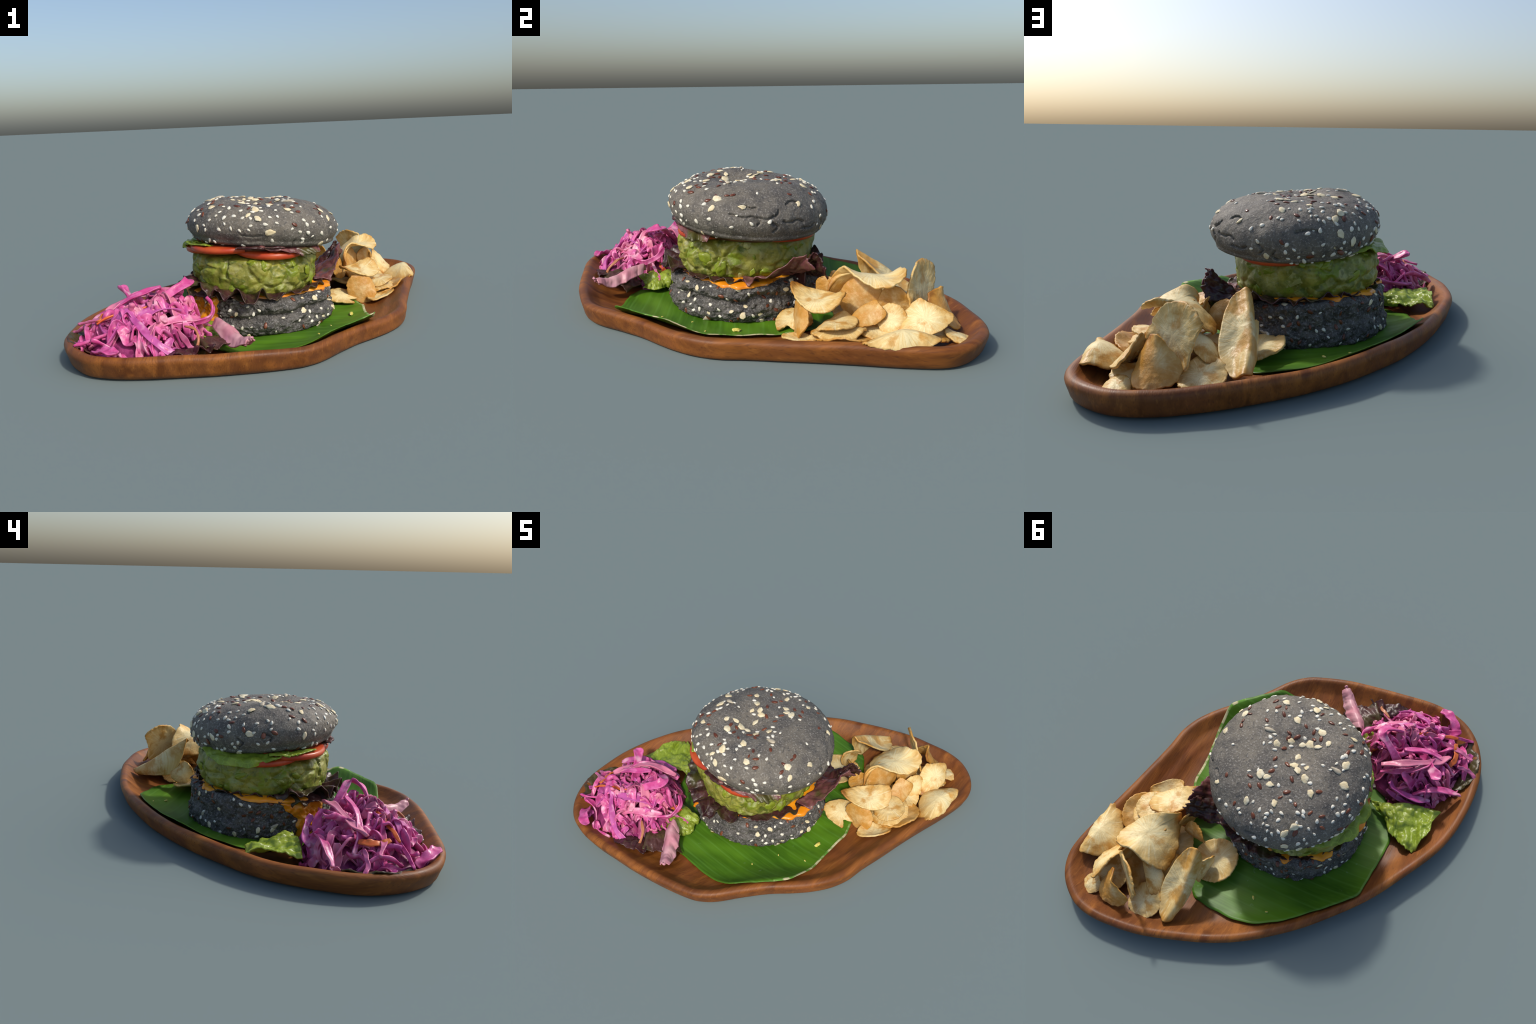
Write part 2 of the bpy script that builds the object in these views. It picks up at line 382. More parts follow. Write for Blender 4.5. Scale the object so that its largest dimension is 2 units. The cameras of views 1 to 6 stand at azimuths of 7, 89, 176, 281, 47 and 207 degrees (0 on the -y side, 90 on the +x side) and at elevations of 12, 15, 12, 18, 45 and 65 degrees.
# ------------------------------------------------------------------ burger
burger = bpy.data.objects.new('burger', None); SC.objects.link(burger)
burger.location = (-0.045, -0.035, 0.02)
top(burger, 'tall burger with black seeded bun and green patty', 'burger')
BASE = Vector(burger.location)
def in_burger(o):
    o.parent = burger; o.matrix_parent_inverse = Matrix.Translation(-BASE); return o

# --- crown of the bun
CX, CY = -0.003, -0.028
TILT = (-0.052, -0.092)
CROWN = [(0.0, 0.440), (0.15, 0.438), (0.29, 0.434), (0.335, 0.430), (0.356, 0.432), (0.371, 0.441), (0.3755, 0.450), (0.3765, 0.457), (0.386, 0.470), (0.396, 0.489),
         (0.401, 0.512), (0.400, 0.535), (0.394, 0.556), (0.380, 0.580), (0.358, 0.602), (0.326, 0.622), (0.285, 0.639), (0.235, 0.651), (0.18, 0.659), (0.12, 0.663), (0.06, 0.664), (0.0, 0.664)]
NA_C, NP_C = 480, 190
crown_prof = catmull(CROWN, NP_C)
_len = np.r_[0, np.cumsum(np.linalg.norm(np.diff(crown_prof, axis=0), axis=1))]
crown_prof = np.stack([np.interp(np.linspace(0, _len[-1], NP_C), _len, crown_prof[:, k]) for k in (0, 1)], 1)
# cracks as wandering lines of (angle in degrees, untilted height)
CRACKS = [[(-12, .560), (-4, .553), (4, .556), (11, .548), (18, .553)], [(4, .555), (8, .537), (6, .520)], [(14, .55), (20, .565), (22, .58)], [(16, .530), (20, .515), (17, .49)],
          [(24, .535), (30, .53), (36, .537), (41, .527)], [(-4, .60), (2, .59), (6, .592)], [(60, .53), (64, .50), (61, .48)], [(72, .50), (70, .47), (74, .455)],
          [(40, .50), (48, .495), (52, .505)], [(172, .52), (176, .495), (173, .475)], [(190, .54), (196, .52), (195, .50)], [(110, .50), (114, .48), (118, .485)], [(-60, .47), (-61, .45), (-60, .435)],
          [(85, .57), (93, .575), (100, .568)], [(-100, .49), (-92, .485), (-84, .49)], [(30, .60), (37, .61), (42, .60)]]
def crown_point(a, k):
    r, z = crown_prof[k]
    w = 1 + 0.012 * math.cos(2 * a + 0.7) * (r > 0.2) + 0.008 * math.cos(3 * a + 2.0)
    x, y = r * w * math.cos(a), r * w * math.sin(a)
    up = min(1.0, max(0.0, (k / NP_C - 0.40) / 0.25))
    # dimple and soft hollows on top
    def pit(px, py, w_, d): return d * math.exp(-((x - px)**2 + (y - py)**2) / w_**2)
    z -= up * (pit(-0.01, -0.075, 0.070, 0.026) + pit(0.0, -0.12, 0.13, 0.022) + pit(-0.10, -0.03, 0.06, 0.012) + pit(-0.02, 0.12, 0.12, 0.010))
    z += up * (pit(-0.19, -0.12, 0.12, 0.010) + pit(0.17, -0.02, 0.16, 0.006))
    p = np.array((x, y, z))
    bulge = 0.008 * fbm(p, 5.5) + 0.0035 * fbm(p, 16, (3, 1, 2))
    if k / NP_C < 0.42: bulge += 0.004 * fbm(p, 22, (7, 7, 1))
    nrm = np.array((math.cos(a) * min(1, r / 0.25), math.sin(a) * min(1, r / 0.25), 0.25 + up * 0.8)); nrm /= np.linalg.norm(nrm)
    p = p + nrm * bulge * (1 if r > 0.05 else r / 0.05)
    return p
def crown_grid():
    A = np.linspace(0, 2 * math.pi, NA_C, endpoint=False)
    G = np.array([[crown_point(a, k) for k in range(NP_C)] for a in A])
    # carve the cracks
    z0 = G[..., 2]; sx = np.repeat(A[:, None], NP_C, 1)
    nrm = np.dstack([np.cos(sx), np.sin(sx), np.full_like(sx, 0.2)])
    depth = np.zeros_like(z0)
    for ci, cr in enumerate(CRACKS):
        L = catmull([(math.radians(a), z) for a, z in cr], 26)
        L[:, 0] += 0.014 * np.array([nz((i * 0.45, ci, 0)) for i in range(26)]); L[:, 1] += 0.006 * np.array([nz((i * 0.4, ci, 5)) for i in range(26)])
        best = np.full(z0.shape, 9.0)
        for i in range(25):
            p0, p1 = L[i] * (0.4, 1), L[i + 1] * (0.4, 1)
            da = ((sx - L[i, 0] + math.pi) % (2 * math.pi) - math.pi) * 0.4
            q = np.dstack([da, z0 - p0[1]]); e = p1 - p0
            u = np.clip((q @ e) / (e @ e), 0, 1)
            d = np.hypot(q[..., 0] - u * e[0], q[..., 1] - u * e[1]); best = np.minimum(best, d)
        best[:, :int(NP_C * 0.3)] = 9
        depth = np.maximum(depth, 0.016 * np.exp(-(best / 0.0042)**2) - 0.0035 * np.exp(-((best - 0.010) / 0.007)**2))
    G -= nrm * depth[..., None]
    G[..., 2] += np.interp(G[..., 2], [0.52, 0.66], [1, 1.25]) * TILT[0] * G[..., 0] + np.interp(G[..., 2], [0.52, 0.66], [1, 0.45]) * TILT[1] * G[..., 1]
    G[..., 0] += CX; G[..., 1] += CY
    return G
CG = crown_grid()
crown = in_burger(link('top_bun', mesh('top_bun', CG.reshape(-1, 3), grid_faces(NA_C, NP_C, True)), M['bun']))

# --- heel of the bun
HX, HY = -0.045, -0.036
HEEL = [(0.0, 0.008), (0.33, 0.008), (0.385, 0.012), (0.402, 0.026), (0.408, 0.042), (0.408, 0.062), (0.404, 0.085), (0.397, 0.105), (0.392, 0.125), (0.392, 0.145), (0.394, 0.165), (0.395, 0.182),
        (0.391, 0.196), (0.378, 0.206), (0.35, 0.210), (0.20, 0.212), (0.0, 0.212)]
NA_H, NP_H = 440, 130
heel_prof = catmull(HEEL, NP_H)
_len = np.r_[0, np.cumsum(np.linalg.norm(np.diff(heel_prof, axis=0), axis=1))]
_w = np.interp(np.linspace(0, 1, NP_H), [0, .12, .88, 1], [0, _len[-1] * .34, _len[-1] * .64, _len[-1]])
heel_prof = np.stack([np.interp(_w, _len, heel_prof[:, k]) for k in (0, 1)], 1)
def angwin(a, lo, hi, soft=12):
    """1 inside the angle window (degrees), fading over `soft`"""
    m, h = math.radians((lo + hi) / 2), math.radians((hi - lo) / 2)
    d = abs((a - m + math.pi) % (2 * math.pi) - math.pi)
    return min(1, max(0, (h - d) / math.radians(soft) + 0.5))
def heel_point(a, k):
    r, z = heel_prof[k]
    q = (math.cos(a) * 0.4, math.sin(a) * 0.4, z)
    side = min(1, max(0, (r - 0.33) / 0.04))
    fold = z - (0.122 + 0.020 * math.sin(2.3 * a + 1.2) + 0.022 * nz((a * 3, 0, 0)))
    g = angwin(a, -120, 28, 25)
    r -= side * g * (0.017 * (1 + 0.8 * nz((a * 3, 1, 1))) * math.exp(-(fold / 0.013)**2) - 0.007 * math.exp(-((fold - 0.035) / 0.02)**2) - 0.006 * math.exp(-((fold + 0.04) / 0.02)**2))
    r += side * (0.008 * fbm(q, 9, (1, 2, 3)) + 0.012 * fbm(q, 22, (4, 1, 0)) + 0.005 * fbm(q, 60, (2, 6, 0)) + 0.004 * math.cos(2 * a + 1))
    # torn pores
    pr = mn.voronoi(Vector(q) * 17)[0][0]
    r -= side * 0.018 * max(0, 0.26 - pr) / 0.26
    x, y = r * math.cos(a), r * math.sin(a)
    h = min(1, max(0, (z - 0.02) / 0.19))
    z += h * (-0.052 * x + 0.042 * y) + h * 0.004 * fbm(q, 14)
    return (x + HX, y + HY, z)
HG = np.array([[heel_point(a, k) for k in range(NP_H)] for a in np.linspace(0, 2 * math.pi, NA_H, endpoint=False)])
heel = in_burger(link('bottom_bun', mesh('bottom_bun', HG.reshape(-1, 3), grid_faces(NA_H, NP_H, True)), M['base']))

# --- patty
PX, PY = -0.057, -0.040
PATTY = [(0.0, 0.205), (0.22, 0.205), (0.29, 0.207), (0.322, 0.216), (0.338, 0.236), (0.347, 0.265), (0.351, 0.30), (0.350, 0.335), (0.344, 0.365), (0.332, 0.388), (0.305, 0.402), (0.22, 0.408), (0.0, 0.408)]
NA_P, NP_P = 380, 120
patty_prof = catmull(PATTY, NP_P)
_len = np.r_[0, np.cumsum(np.linalg.norm(np.diff(patty_prof, axis=0), axis=1))]
_w = np.interp(np.linspace(0, 1, NP_P), [0, .12, .88, 1], [0, _len[-1] * .27, _len[-1] * .72, _len[-1]])
patty_prof = np.stack([np.interp(_w, _len, patty_prof[:, k]) for k in (0, 1)], 1)
def patty_point(a, k):
    r, z = patty_prof[k]
    q = Vector((math.cos(a) * 0.35, math.sin(a) * 0.35, z * 1.1))
    side = min(1, max(0, (r - 0.25) / 0.05))
    d1, d2 = mn.voronoi(q * 9.5)[0][:2]; e1, e2 = mn.voronoi(q * 22)[0][:2]
    lump = 0.014 * min(0.32, d2 - d1) / 0.32 + 0.003 * min(0.4, e2 - e1) / 0.4 + 0.003 * fbm(q, 26, (1, 1, 1))
    r += side * (lump * min(1.3, max(0.15, 0.75 + 1.6 * nz(q, 5, (8, 1, 2)))) - 0.012 + 0.013 * fbm(q, 5) + 0.004 * math.cos(2 * a + 2.4))
    # split in the front face
    r -= side * 0.020 * math.exp(-((math.degrees(a) % 360 - 252 - 4 * nz((z * 20, 0, 0))) / 1.6)**2) * (z > 0.3)
    x, y = r * math.cos(a), r * math.sin(a)
    z += -0.030 * x + 0.035 * y + side * 0.006 * fbm(q, 8, (2, 2, 2))
    return (x + PX, y + PY, z)
PG = np.array([[patty_point(a, k) for k in range(NP_P)] for a in np.linspace(0, 2 * math.pi, NA_P, endpoint=False)])
in_burger(link('patty', mesh('patty', PG.reshape(-1, 3), grid_faces(NA_P, NP_P, True)), M['patty']))
patty = bpy.data.objects['patty']

def blob(name, sx, sy, sz, seed, rough=0.12, seg=14, rings=9, taper=0.0, freq=1.6):
    v, f = [], []
    for i in range(seg):
        for j in range(rings):
            t, ph = 2 * math.pi * i / seg, math.pi * (j / (rings - 1))
            p = np.array((math.sin(ph) * math.cos(t), math.sin(ph) * math.sin(t), math.cos(ph)))
            p *= 1 + rough * fbm(p, freq, (seed * 3.1, seed, 0))
            p[1] *= 1 - taper * p[0]
            v.append(p * (sx, sy, sz))
    return mesh(name, v, grid_faces(seg, rings, True))

def frame(p, n, spin):
    n = Vector(n).normalized(); t = n.orthogonal().normalized()
    t = Matrix.Rotation(spin, 3, n) @ t; b = n.cross(t)
    m = Matrix((t, b, n)).transposed().to_4x4(); m.translation = Vector(p); return m

def stick(name, me, mt, parent, p, n, spin, sc):
    """put one small piece on a surface; children of a child of the burger"""
    o = bpy.data.objects.new(name, me); SC.objects.link(o)
    if not me.materials:
        me.materials.append(mt); me.polygons.foreach_set('use_smooth', np.ones(len(me.polygons), bool))
    o.parent = parent; o.matrix_parent_inverse = Matrix.Translation(-BASE) if False else Matrix.Identity(4)
    o.matrix_local = frame(p, n, spin) @ Matrix.Diagonal((*sc, 1)); return o

def surf(G, i, k, du=3, dk=2):
    na, nk = G.shape[:2]
    p = G[i % na, k]; a = G[(i + du) % na, k] - G[(i - du) % na, k]; b = G[i % na, min(k + dk, nk - 1)] - G[i % na, max(k - dk, 0)]
    n = np.cross(a, b); n /= np.linalg.norm(n) + 1e-9
    return p, n

beans = [blob('bean', 0.034, 0.021, 0.013, s, 0.30, 18, 11, 0.1, 1.8) for s in range(4)]
for k in range(56):
    i = int(rng.integers(NA_P)); j = int(rng.uniform(0.16, 0.80) * NP_P)
    p, n = surf(PG, i, j)
    pale = k % 4 == 0
    me = beans[k % 4] if not pale else None
    if pale:
        if k == 0: pales = [blob('bean_fragment', 0.024, 0.017, 0.010, 9 + s, 0.3) for s in range(3)]
        me = pales[(k // 4) % 3]
    s = rng.uniform(0.55, 1.25)
    stick('bean_fragment' if pale else 'bean', me, M['bean_pale'] if pale else M['bean'], patty, p - n * 0.0075, n, rng.uniform(0, 6.3), (s, s * rng.uniform(.8, 1.2), rng.uniform(.7, 1.1)))
for k in range(16):     # loose crumbs along the lower edge of the patty
    i = int(rng.integers(NA_P)); p, n = surf(PG, i, int(0.13 * NP_P))
    s = rng.uniform(0.4, 0.8)
    stick('bean', beans[k % 4], M['bean'], patty, p + np.array((n[0], n[1], 0)) * 0.012, (n[0], n[1], 0.5), rng.uniform(0, 6.3), (s, s, s))

# ------------------------------------------------------------------ seeds
sesame = [blob('sesame_seed', 0.0125, 0.0078, 0.0042, s, 0.08, 10, 7, 0.35) for s in range(2)]
flax = [blob('flax_seed', 0.0175, 0.0092, 0.0042, 20 + s, 0.05, 10, 7, 0.18) for s in range(2)]
oat = [blob('oat_flake', 0.0215, 0.0150, 0.0042, 30 + s, 0.36, 18, 7, 0.15, 1.4) for s in range(6)]
sunf = blob('sunflower_seed', 0.036, 0.0145, 0.009, 50, 0.06, 16, 9, 0.55)
KIND = {'s': ('sesame_seed', sesame, 'sesame'), 'f': ('flax_seed', flax, 'flax'), 'o': ('oat_flake', oat, 'oat'), 'u': ('sunflower_seed', [sunf], 'sunflower')}
def seed(kind, parent, p, n, spin=None, s=None):
    nm, ms, mt = KIND[kind]
    s = s or (rng.uniform(0.65, 1.25) if kind == 'o' else rng.uniform(0.75, 1.15))
    spin = rng.uniform(0, 6.3) if spin is None else spin
    n = np.array(n) + rng.normal(0, 0.10, 3)
    stick(nm, ms[int(rng.integers(len(ms)))], M[mt], parent, np.array(p) + n * 0.0015, n, spin, (s, s * rng.uniform(0.85, 1.15), s))
flatC = CG[:, int(NP_C * .36):].reshape(-1, 3)
def on_crown(x, y):
    """surface point of the crown above (x, y)"""
    a = math.atan2(y - CY, x - CX) % (2 * math.pi); i = int(round(a / (2 * math.pi) * NA_C)) % NA_C
    ks = np.arange(int(NP_C * 0.40), NP_C - 2)
    rr = np.hypot(CG[i, ks, 0] - CX, CG[i, ks, 1] - CY); k = int(ks[np.argmin(abs(rr - math.hypot(x - CX, y - CY)))])
    return surf(CG, i, k)
placed = []
def far_enough(p, d):
    return all((p[0] - q[0])**2 + (p[1] - q[1])**2 + (p[2] - q[2])**2 > d * d for q in placed)
HANDSEEDS = [('u', 0.150, -0.122), ('u', -0.232, -0.062)]
OATS = [(0.15, -0.305), (-0.002, -0.332), (-0.035, -0.376), (0.362, -0.052), (-0.083, -0.217), (-0.137, -0.171), (-0.023, -0.126), (-0.059, -0.142), (-0.1, -0.14), (0.085, -0.07), (0.034, -0.125), (-0.042, -0.003), (-0.102, -0.017),
        (-0.119, 0.04), (0.083, 0.109), (0.046, 0.107), (-0.236, -0.259), (-0.261, -0.108), (-0.044, 0.206), (0.019, 0.133), (0.269, 0.208), (-0.173, 0.093), (-0.177, 0.257), (-0.144, 0.303), (0.054, -0.232), (0.083, 0.246)]
FLAXES = [(-0.038, -0.321), (0.192, -0.164), (0.129, -0.233), (-0.046, -0.205), (0.018, -0.155), (0.002, -0.221), (0.062, -0.154), (0.052, -0.129), (-0.063, -0.169), (-0.095, -0.187), (0.047, -0.068), (0.054, 0.006), (-0.01, 0.005),
        (-0.065, 0.067), (-0.186, -0.261), (-0.238, -0.215), (-0.24, -0.174), (-0.296, -0.222), (-0.327, -0.205), (0.121, 0.138), (0.098, 0.18), (0.057, 0.161), (-0.071, 0.131), (-0.055, 0.164), (-0.207, 0.065), (0.13, 0.275),
        (-0.214, 0.17), (-0.269, 0.158), (0.024, 0.29), (-0.362, 0.069), (-0.258, 0.274), (-0.171, 0.319)]
HANDSEEDS += [('o', x, y) for x, y in OATS] + [('f', x, y) for x, y in FLAXES]
for kind, x, y in HANDSEEDS:
    p, n = on_crown(x, y); seed(kind, crown, p, n); placed.append(p)
def crown_density(p):
    a = math.degrees(math.atan2(p[1] - CY, p[0] - CX)); r = math.hypot(p[0] - CX, p[1] - CY)
    w = 0.30
    w += 0.8 * math.exp(-((p[0] - 0.02)**2 + (p[1] + 0.15)**2) / 0.10**2)
    d = abs((a - 140 + 180) % 360 - 180)
    if r > 0.26: w += 0.9 * math.exp(-(d / 55)**2)
    d2 = abs((a + 100 + 180) % 360 - 180)
    if r > 0.25: w += 0.35 * math.exp(-(d2 / 60)**2)
    d3 = abs((a - 20 + 180) % 360 - 180)
    w *= 1 - 0.85 * math.exp(-(d3 / 38)**2) * (r > 0.12)
    return w
count = dict(s=0, f=0, o=0); want = dict(s=190, f=26, o=18)
tries = 0
while any(count[k] < want[k] for k in want) and tries < 30000:
    tries += 1
    i, k = int(rng.integers(NA_C)), int(NP_C * rng.uniform(0.30, 0.985))
    p, n = surf(CG, i, k)
    if rng.random() > (np.hypot(p[0] - CX, p[1] - CY) / 0.4) * crown_density(p): continue
    if k < NP_C * 0.36 and rng.random() < 0.6: continue
    kind = 'sfo'[int(rng.choice(3, p=[0.78, 0.13, 0.09]))]
    if count[kind] >= want[kind]: continue
    if not far_enough(p, dict(s=0.020, f=0.026, o=0.034)[kind]): continue
    placed.append(p); count[kind] += 1
    seed(kind, crown, p, n)
placed = []
count = dict(s=0, f=0, o=0); want = dict(s=92, f=85, o=36); tries = 0
while any(count[k] < want[k] for k in want) and tries < 20000:
    tries += 1
    i, k = int(rng.integers(NA_H)), int(NP_H * rng.uniform(0.17, 0.83))
    p, n = surf(HG, i, k)
    kind = 'sfo'[int(rng.choice(3, p=[0.45, 0.33, 0.22]))]
    a = math.degrees(math.atan2(p[1] - HY, p[0] - HX))
    if kind == 'f' and abs((a + 75 + 180) % 360 - 180) < 45 and rng.random() < 0.75: continue
    if count[kind] >= want[kind] or not far_enough(p, 0.030): continue
    placed.append(p); count[kind] += 1
    seed(kind, heel, p, n, s=rng.uniform(0.5, 0.9) if kind == 'o' else rng.uniform(0.65, 1.0))
for a in (-30, 60, 140, 200, 260):
    i = int((a % 360) / 360 * NA_H); p, n = surf(HG, i, int(NP_H * rng.uniform(0.25, 0.5))); seed('u', heel, p - n * 0.004, n, s=0.8)

# ------------------------------------------------------------------ sheets (lettuce, cabbage leaves)
def sheet(name, rows, mat, nu=60, nv=24, ruffle=0.02, freq=9.0, pw=1.6, th=0.005, seed_=0, crumple=0.006, parent=None, ragged=0.0):
    R = np.array([catmull(r, nu) for r in rows])            # row, u
    G = np.array([catmull(R[:, i], nv) for i in range(nu)])  # u, v
    if ragged:
        for i in range(nu):
            k = 1 + ragged * (nz((i * 9.0 / nu, seed_, 1.0)) + 0.5 * nz((i * 23.0 / nu, seed_, 4.0)))
            for j in range(nv): G[i, j] = G[i, 0] + (G[i, j] - G[i, 0]) * (1 + (k - 1) * (j / (nv - 1)))
    dU = np.gradient(G, axis=0); dV = np.gradient(G, axis=1)
    nn = np.cross(dU, dV); nn /= np.linalg.norm(nn, axis=2, keepdims=True) + 1e-9
    ul = np.cumsum(np.r_[0, np.linalg.norm(np.diff(G[:, -1], axis=0), axis=1)])
    for i in range(nu):
        ph = ul[i] * freq * 6.28 + 4.5 * nz((ul[i] * 5, seed_, 0)); am = 0.45 + 1.5 * abs(nz((ul[i] * 7, seed_, 9)))
        for j in range(nv):
            v = j / (nv - 1)
            G[i, j] += nn[i, j] * (am * ruffle * v**pw * math.sin(ph + 0.8 * v) + 0.18 * ruffle * v**pw * math.sin(2.3 * ph + 1.0) + crumple * fbm(G[i, j], 18, (seed_, 0, 0)))
    G[..., 2] = np.maximum(G[..., 2], 0.010)
    o = link(name, mesh(name, G.reshape(-1, 3), grid_faces(nu, nv)), mat)
    solid(o, th)
    if parent is burger: in_burger(o)
    return o

def ring_pts(a, r, z, c=(-0.04, -0.035)):
    """points on circles round the burger from parallel lists"""
    return [(c[0] + rr * math.cos(math.radians(aa)), c[1] + rr * math.sin(math.radians(aa)), zz) for aa, rr, zz in zip(a, r, z)]

# large leaf sticking out towards the chips
sheet('lettuce', [[(.27, -.06, .214), (.28, .03, .216), (.27, .11, .218), (.24, .17, .22)],
                  [(.33, -.05, .215), (.345, .06, .235), (.345, .16, .27), (.32, .22, .25)],
                  [(.365, -.04, .200), (.395, .08, .275), (.412, .21, .352), (.431, .275, .295)]], M['rosy'], 60, 26, 0.010, 5, 1.6, 0.005, 1, 0.010, burger, 0.15)
sheet('lettuce', [[(.25, .12, .22), (.23, .17, .225), (.20, .21, .225), (.15, .24, .23)],
                  [(.34, .20, .28), (.33, .24, .29), (.31, .27, .25), (.25, .30, .22)],
                  [(.385, .235, .335), (.385, .275, .362), (.430, .315, .30), (.385, .30, .185)]], M['purple'], 70, 30, 0.007, 5, 1.5, 0.006, 2, 0.022, burger, 0.10)
sheet('lettuce', [ring_pts([38, 55, 75, 95, 118], [.29] * 5, [.225] * 5), ring_pts([36, 55, 75, 95, 120], [.37, .365, .36, .355, .35], [.20, .225, .225, .24, .24]),
                  ring_pts([34, 55, 75, 96, 122], [.45, .425, .395, .385, .365], [.20, .245, .235, .25, .245])], M['purple'], 110, 18, 0.024, 9, 1.3, 0.005, 3, 0.01, burger, 0.15)
# frilly leaf at the front
sheet('lettuce', [ring_pts([-160, -135, -110, -90, -66], [.29] * 5, [.222, .22, .215, .212, .21]), ring_pts([-160, -135, -110, -90, -66], [.37, .375, .38, .385, .36], [.25, .262, .235, .225, .21]),
                  ring_pts([-158, -135, -110, -88, -64], [.415, .43, .445, .44, .395], [.235, .262, .235, .222, .212])], M['purple'], 150, 22, 0.040, 7, 1.2, 0.005, 4, 0.012, burger, 0.2)
sheet('lettuce', [ring_pts([-150, -130, -110, -92], [.30] * 4, [.225] * 4), ring_pts([-150, -130, -112, -94], [.36, .375, .38, .36], [.23, .23, .22, .215]),
                  ring_pts([-148, -130, -112, -94], [.41, .43, .425, .39], [.205, .20, .205, .205])], M['olive'], 90, 18, 0.028, 9, 1.2, 0.005, 5, 0.012, burger, 0.2)
sheet('lettuce', [ring_pts([-66, -40, -10, 20], [.29] * 4, [.205] * 4), ring_pts([-66, -40, -10, 20], [.335, .345, .345, .34], [.208, .206, .205, .2]),
                  ring_pts([-66, -40, -10, 20], [.36, .365, .365, .37], [.212, .209, .21, .2])], M['purple'], 90, 12, 0.012, 11, 1.2, 0.004, 6, 0.006, burger, 0.3)
sheet('lettuce', [ring_pts([122, 150, 178, 205], [.29] * 4, [.225, .228, .228, .222]), ring_pts([122, 150, 178, 205], [.345, .35, .35, .35], [.232, .236, .238, .235]),
                  ring_pts([122, 150, 178, 205], [.365, .372, .372, .37], [.242, .246, .246, .24])], M['purple'], 90, 12, 0.012, 10, 1.2, 0.004, 7, 0.006, burger, 0.3)
# upper leaves under the crown
sheet('lettuce', [ring_pts([118, 140, 160, 180, 200, 214], [.30] * 6, [.435, .445, .445, .445, .45, .455]), ring_pts([118, 140, 160, 180, 198, 212], [.34, .365, .375, .375, .37, .36], [.435, .445, .432, .43, .445, .458]),
                  ring_pts([120, 141, 160, 180, 196, 211], [.35, .392, .408, .400, .385, .368], [.425, .438, .398, .400, .430, .462])], M['green'], 100, 22, 0.009, 6, 1.5, 0.005, 8, 0.012, burger, 0.14)
sheet('lettuce', [ring_pts([195, 215, 235], [.32] * 3, [.455] * 3), ring_pts([195, 215, 235], [.37, .385, .38], [.46, .462, .466]), ring_pts([195, 213, 235], [.375, .395, .375], [.46, .455, .47])],
      M['green'], 50, 14, 0.006, 6, 1.5, 0.005, 18, 0.007, burger, 0.2)
sheet('lettuce', [ring_pts([-100, -75, -50, -24], [.31] * 4, [.455, .45, .44, .43]), ring_pts([-100, -75, -50, -26], [.355, .36, .365, .37], [.46, .455, .44, .435]),
                  ring_pts([-100, -75, -44, -28], [.365, .37, .40, .405], [.455, .448, .405, .40])], M['rosy'], 70, 16, 0.010, 6, 1.5, 0.005, 9, 0.007, burger, 0.3)
sheet('lettuce', [ring_pts([-98, -80, -62], [.31] * 3, [.462] * 3), ring_pts([-98, -80, -62], [.37, .375, .37], [.464, .463, .455]), ring_pts([-98, -80, -60], [.375, .38, .375], [.458, .455, .45])],
      M['purple'], 50, 14, 0.005, 7, 1.5, 0.004, 19, 0.007, burger, 0.1)

def slice_disc(name, c, r, th, tilt, mat):
    na = 72; prof = [(0, 1), (.8, 1), (.93, .92), (.985, .6), (1, 0), (.985, -.6), (.93, -.92), (.8, -1), (0, -1)]
    v = []
    for i in range(na):
        a = 2 * math.pi * i / na; w = 1 + 0.03 * nz((math.cos(a), math.sin(a), c[0] * 9))
        for q, h in prof:
            x, y = r * w * q * math.cos(a), r * w * q * math.sin(a)
            v.append((c[0] + x, c[1] + y, c[2] + h * th / 2 + tilt[0] * x + tilt[1] * y))
    return in_burger(link(name, mesh(name, v, grid_faces(na, len(prof), True)), mat))
slice_disc('tomato_slice', (0.045, -0.200, 0.420), 0.188, 0.040, (-0.06, 0.06), M['tomato'])
slice_disc('tomato_slice', (-0.170, -0.182, 0.440), 0.200, 0.036, (0.0, 0.0), M['tomato'])
slice_disc('tomato_slice', (-0.235, -0.075, 0.416), 0.186, 0.036, (0.03, -0.03), M['tomato'])
slice_disc('tomato_slice', (0.06, 0.10, 0.405), 0.205, 0.036, (-0.05, -0.05), M['tomato'])
slice_disc('gap_filler', (-0.03, -0.03, 0.425), 0.325, 0.05, (-0.05, -0.06), M['gap_filler'])  # dark disc added to close the gap between patty and crown

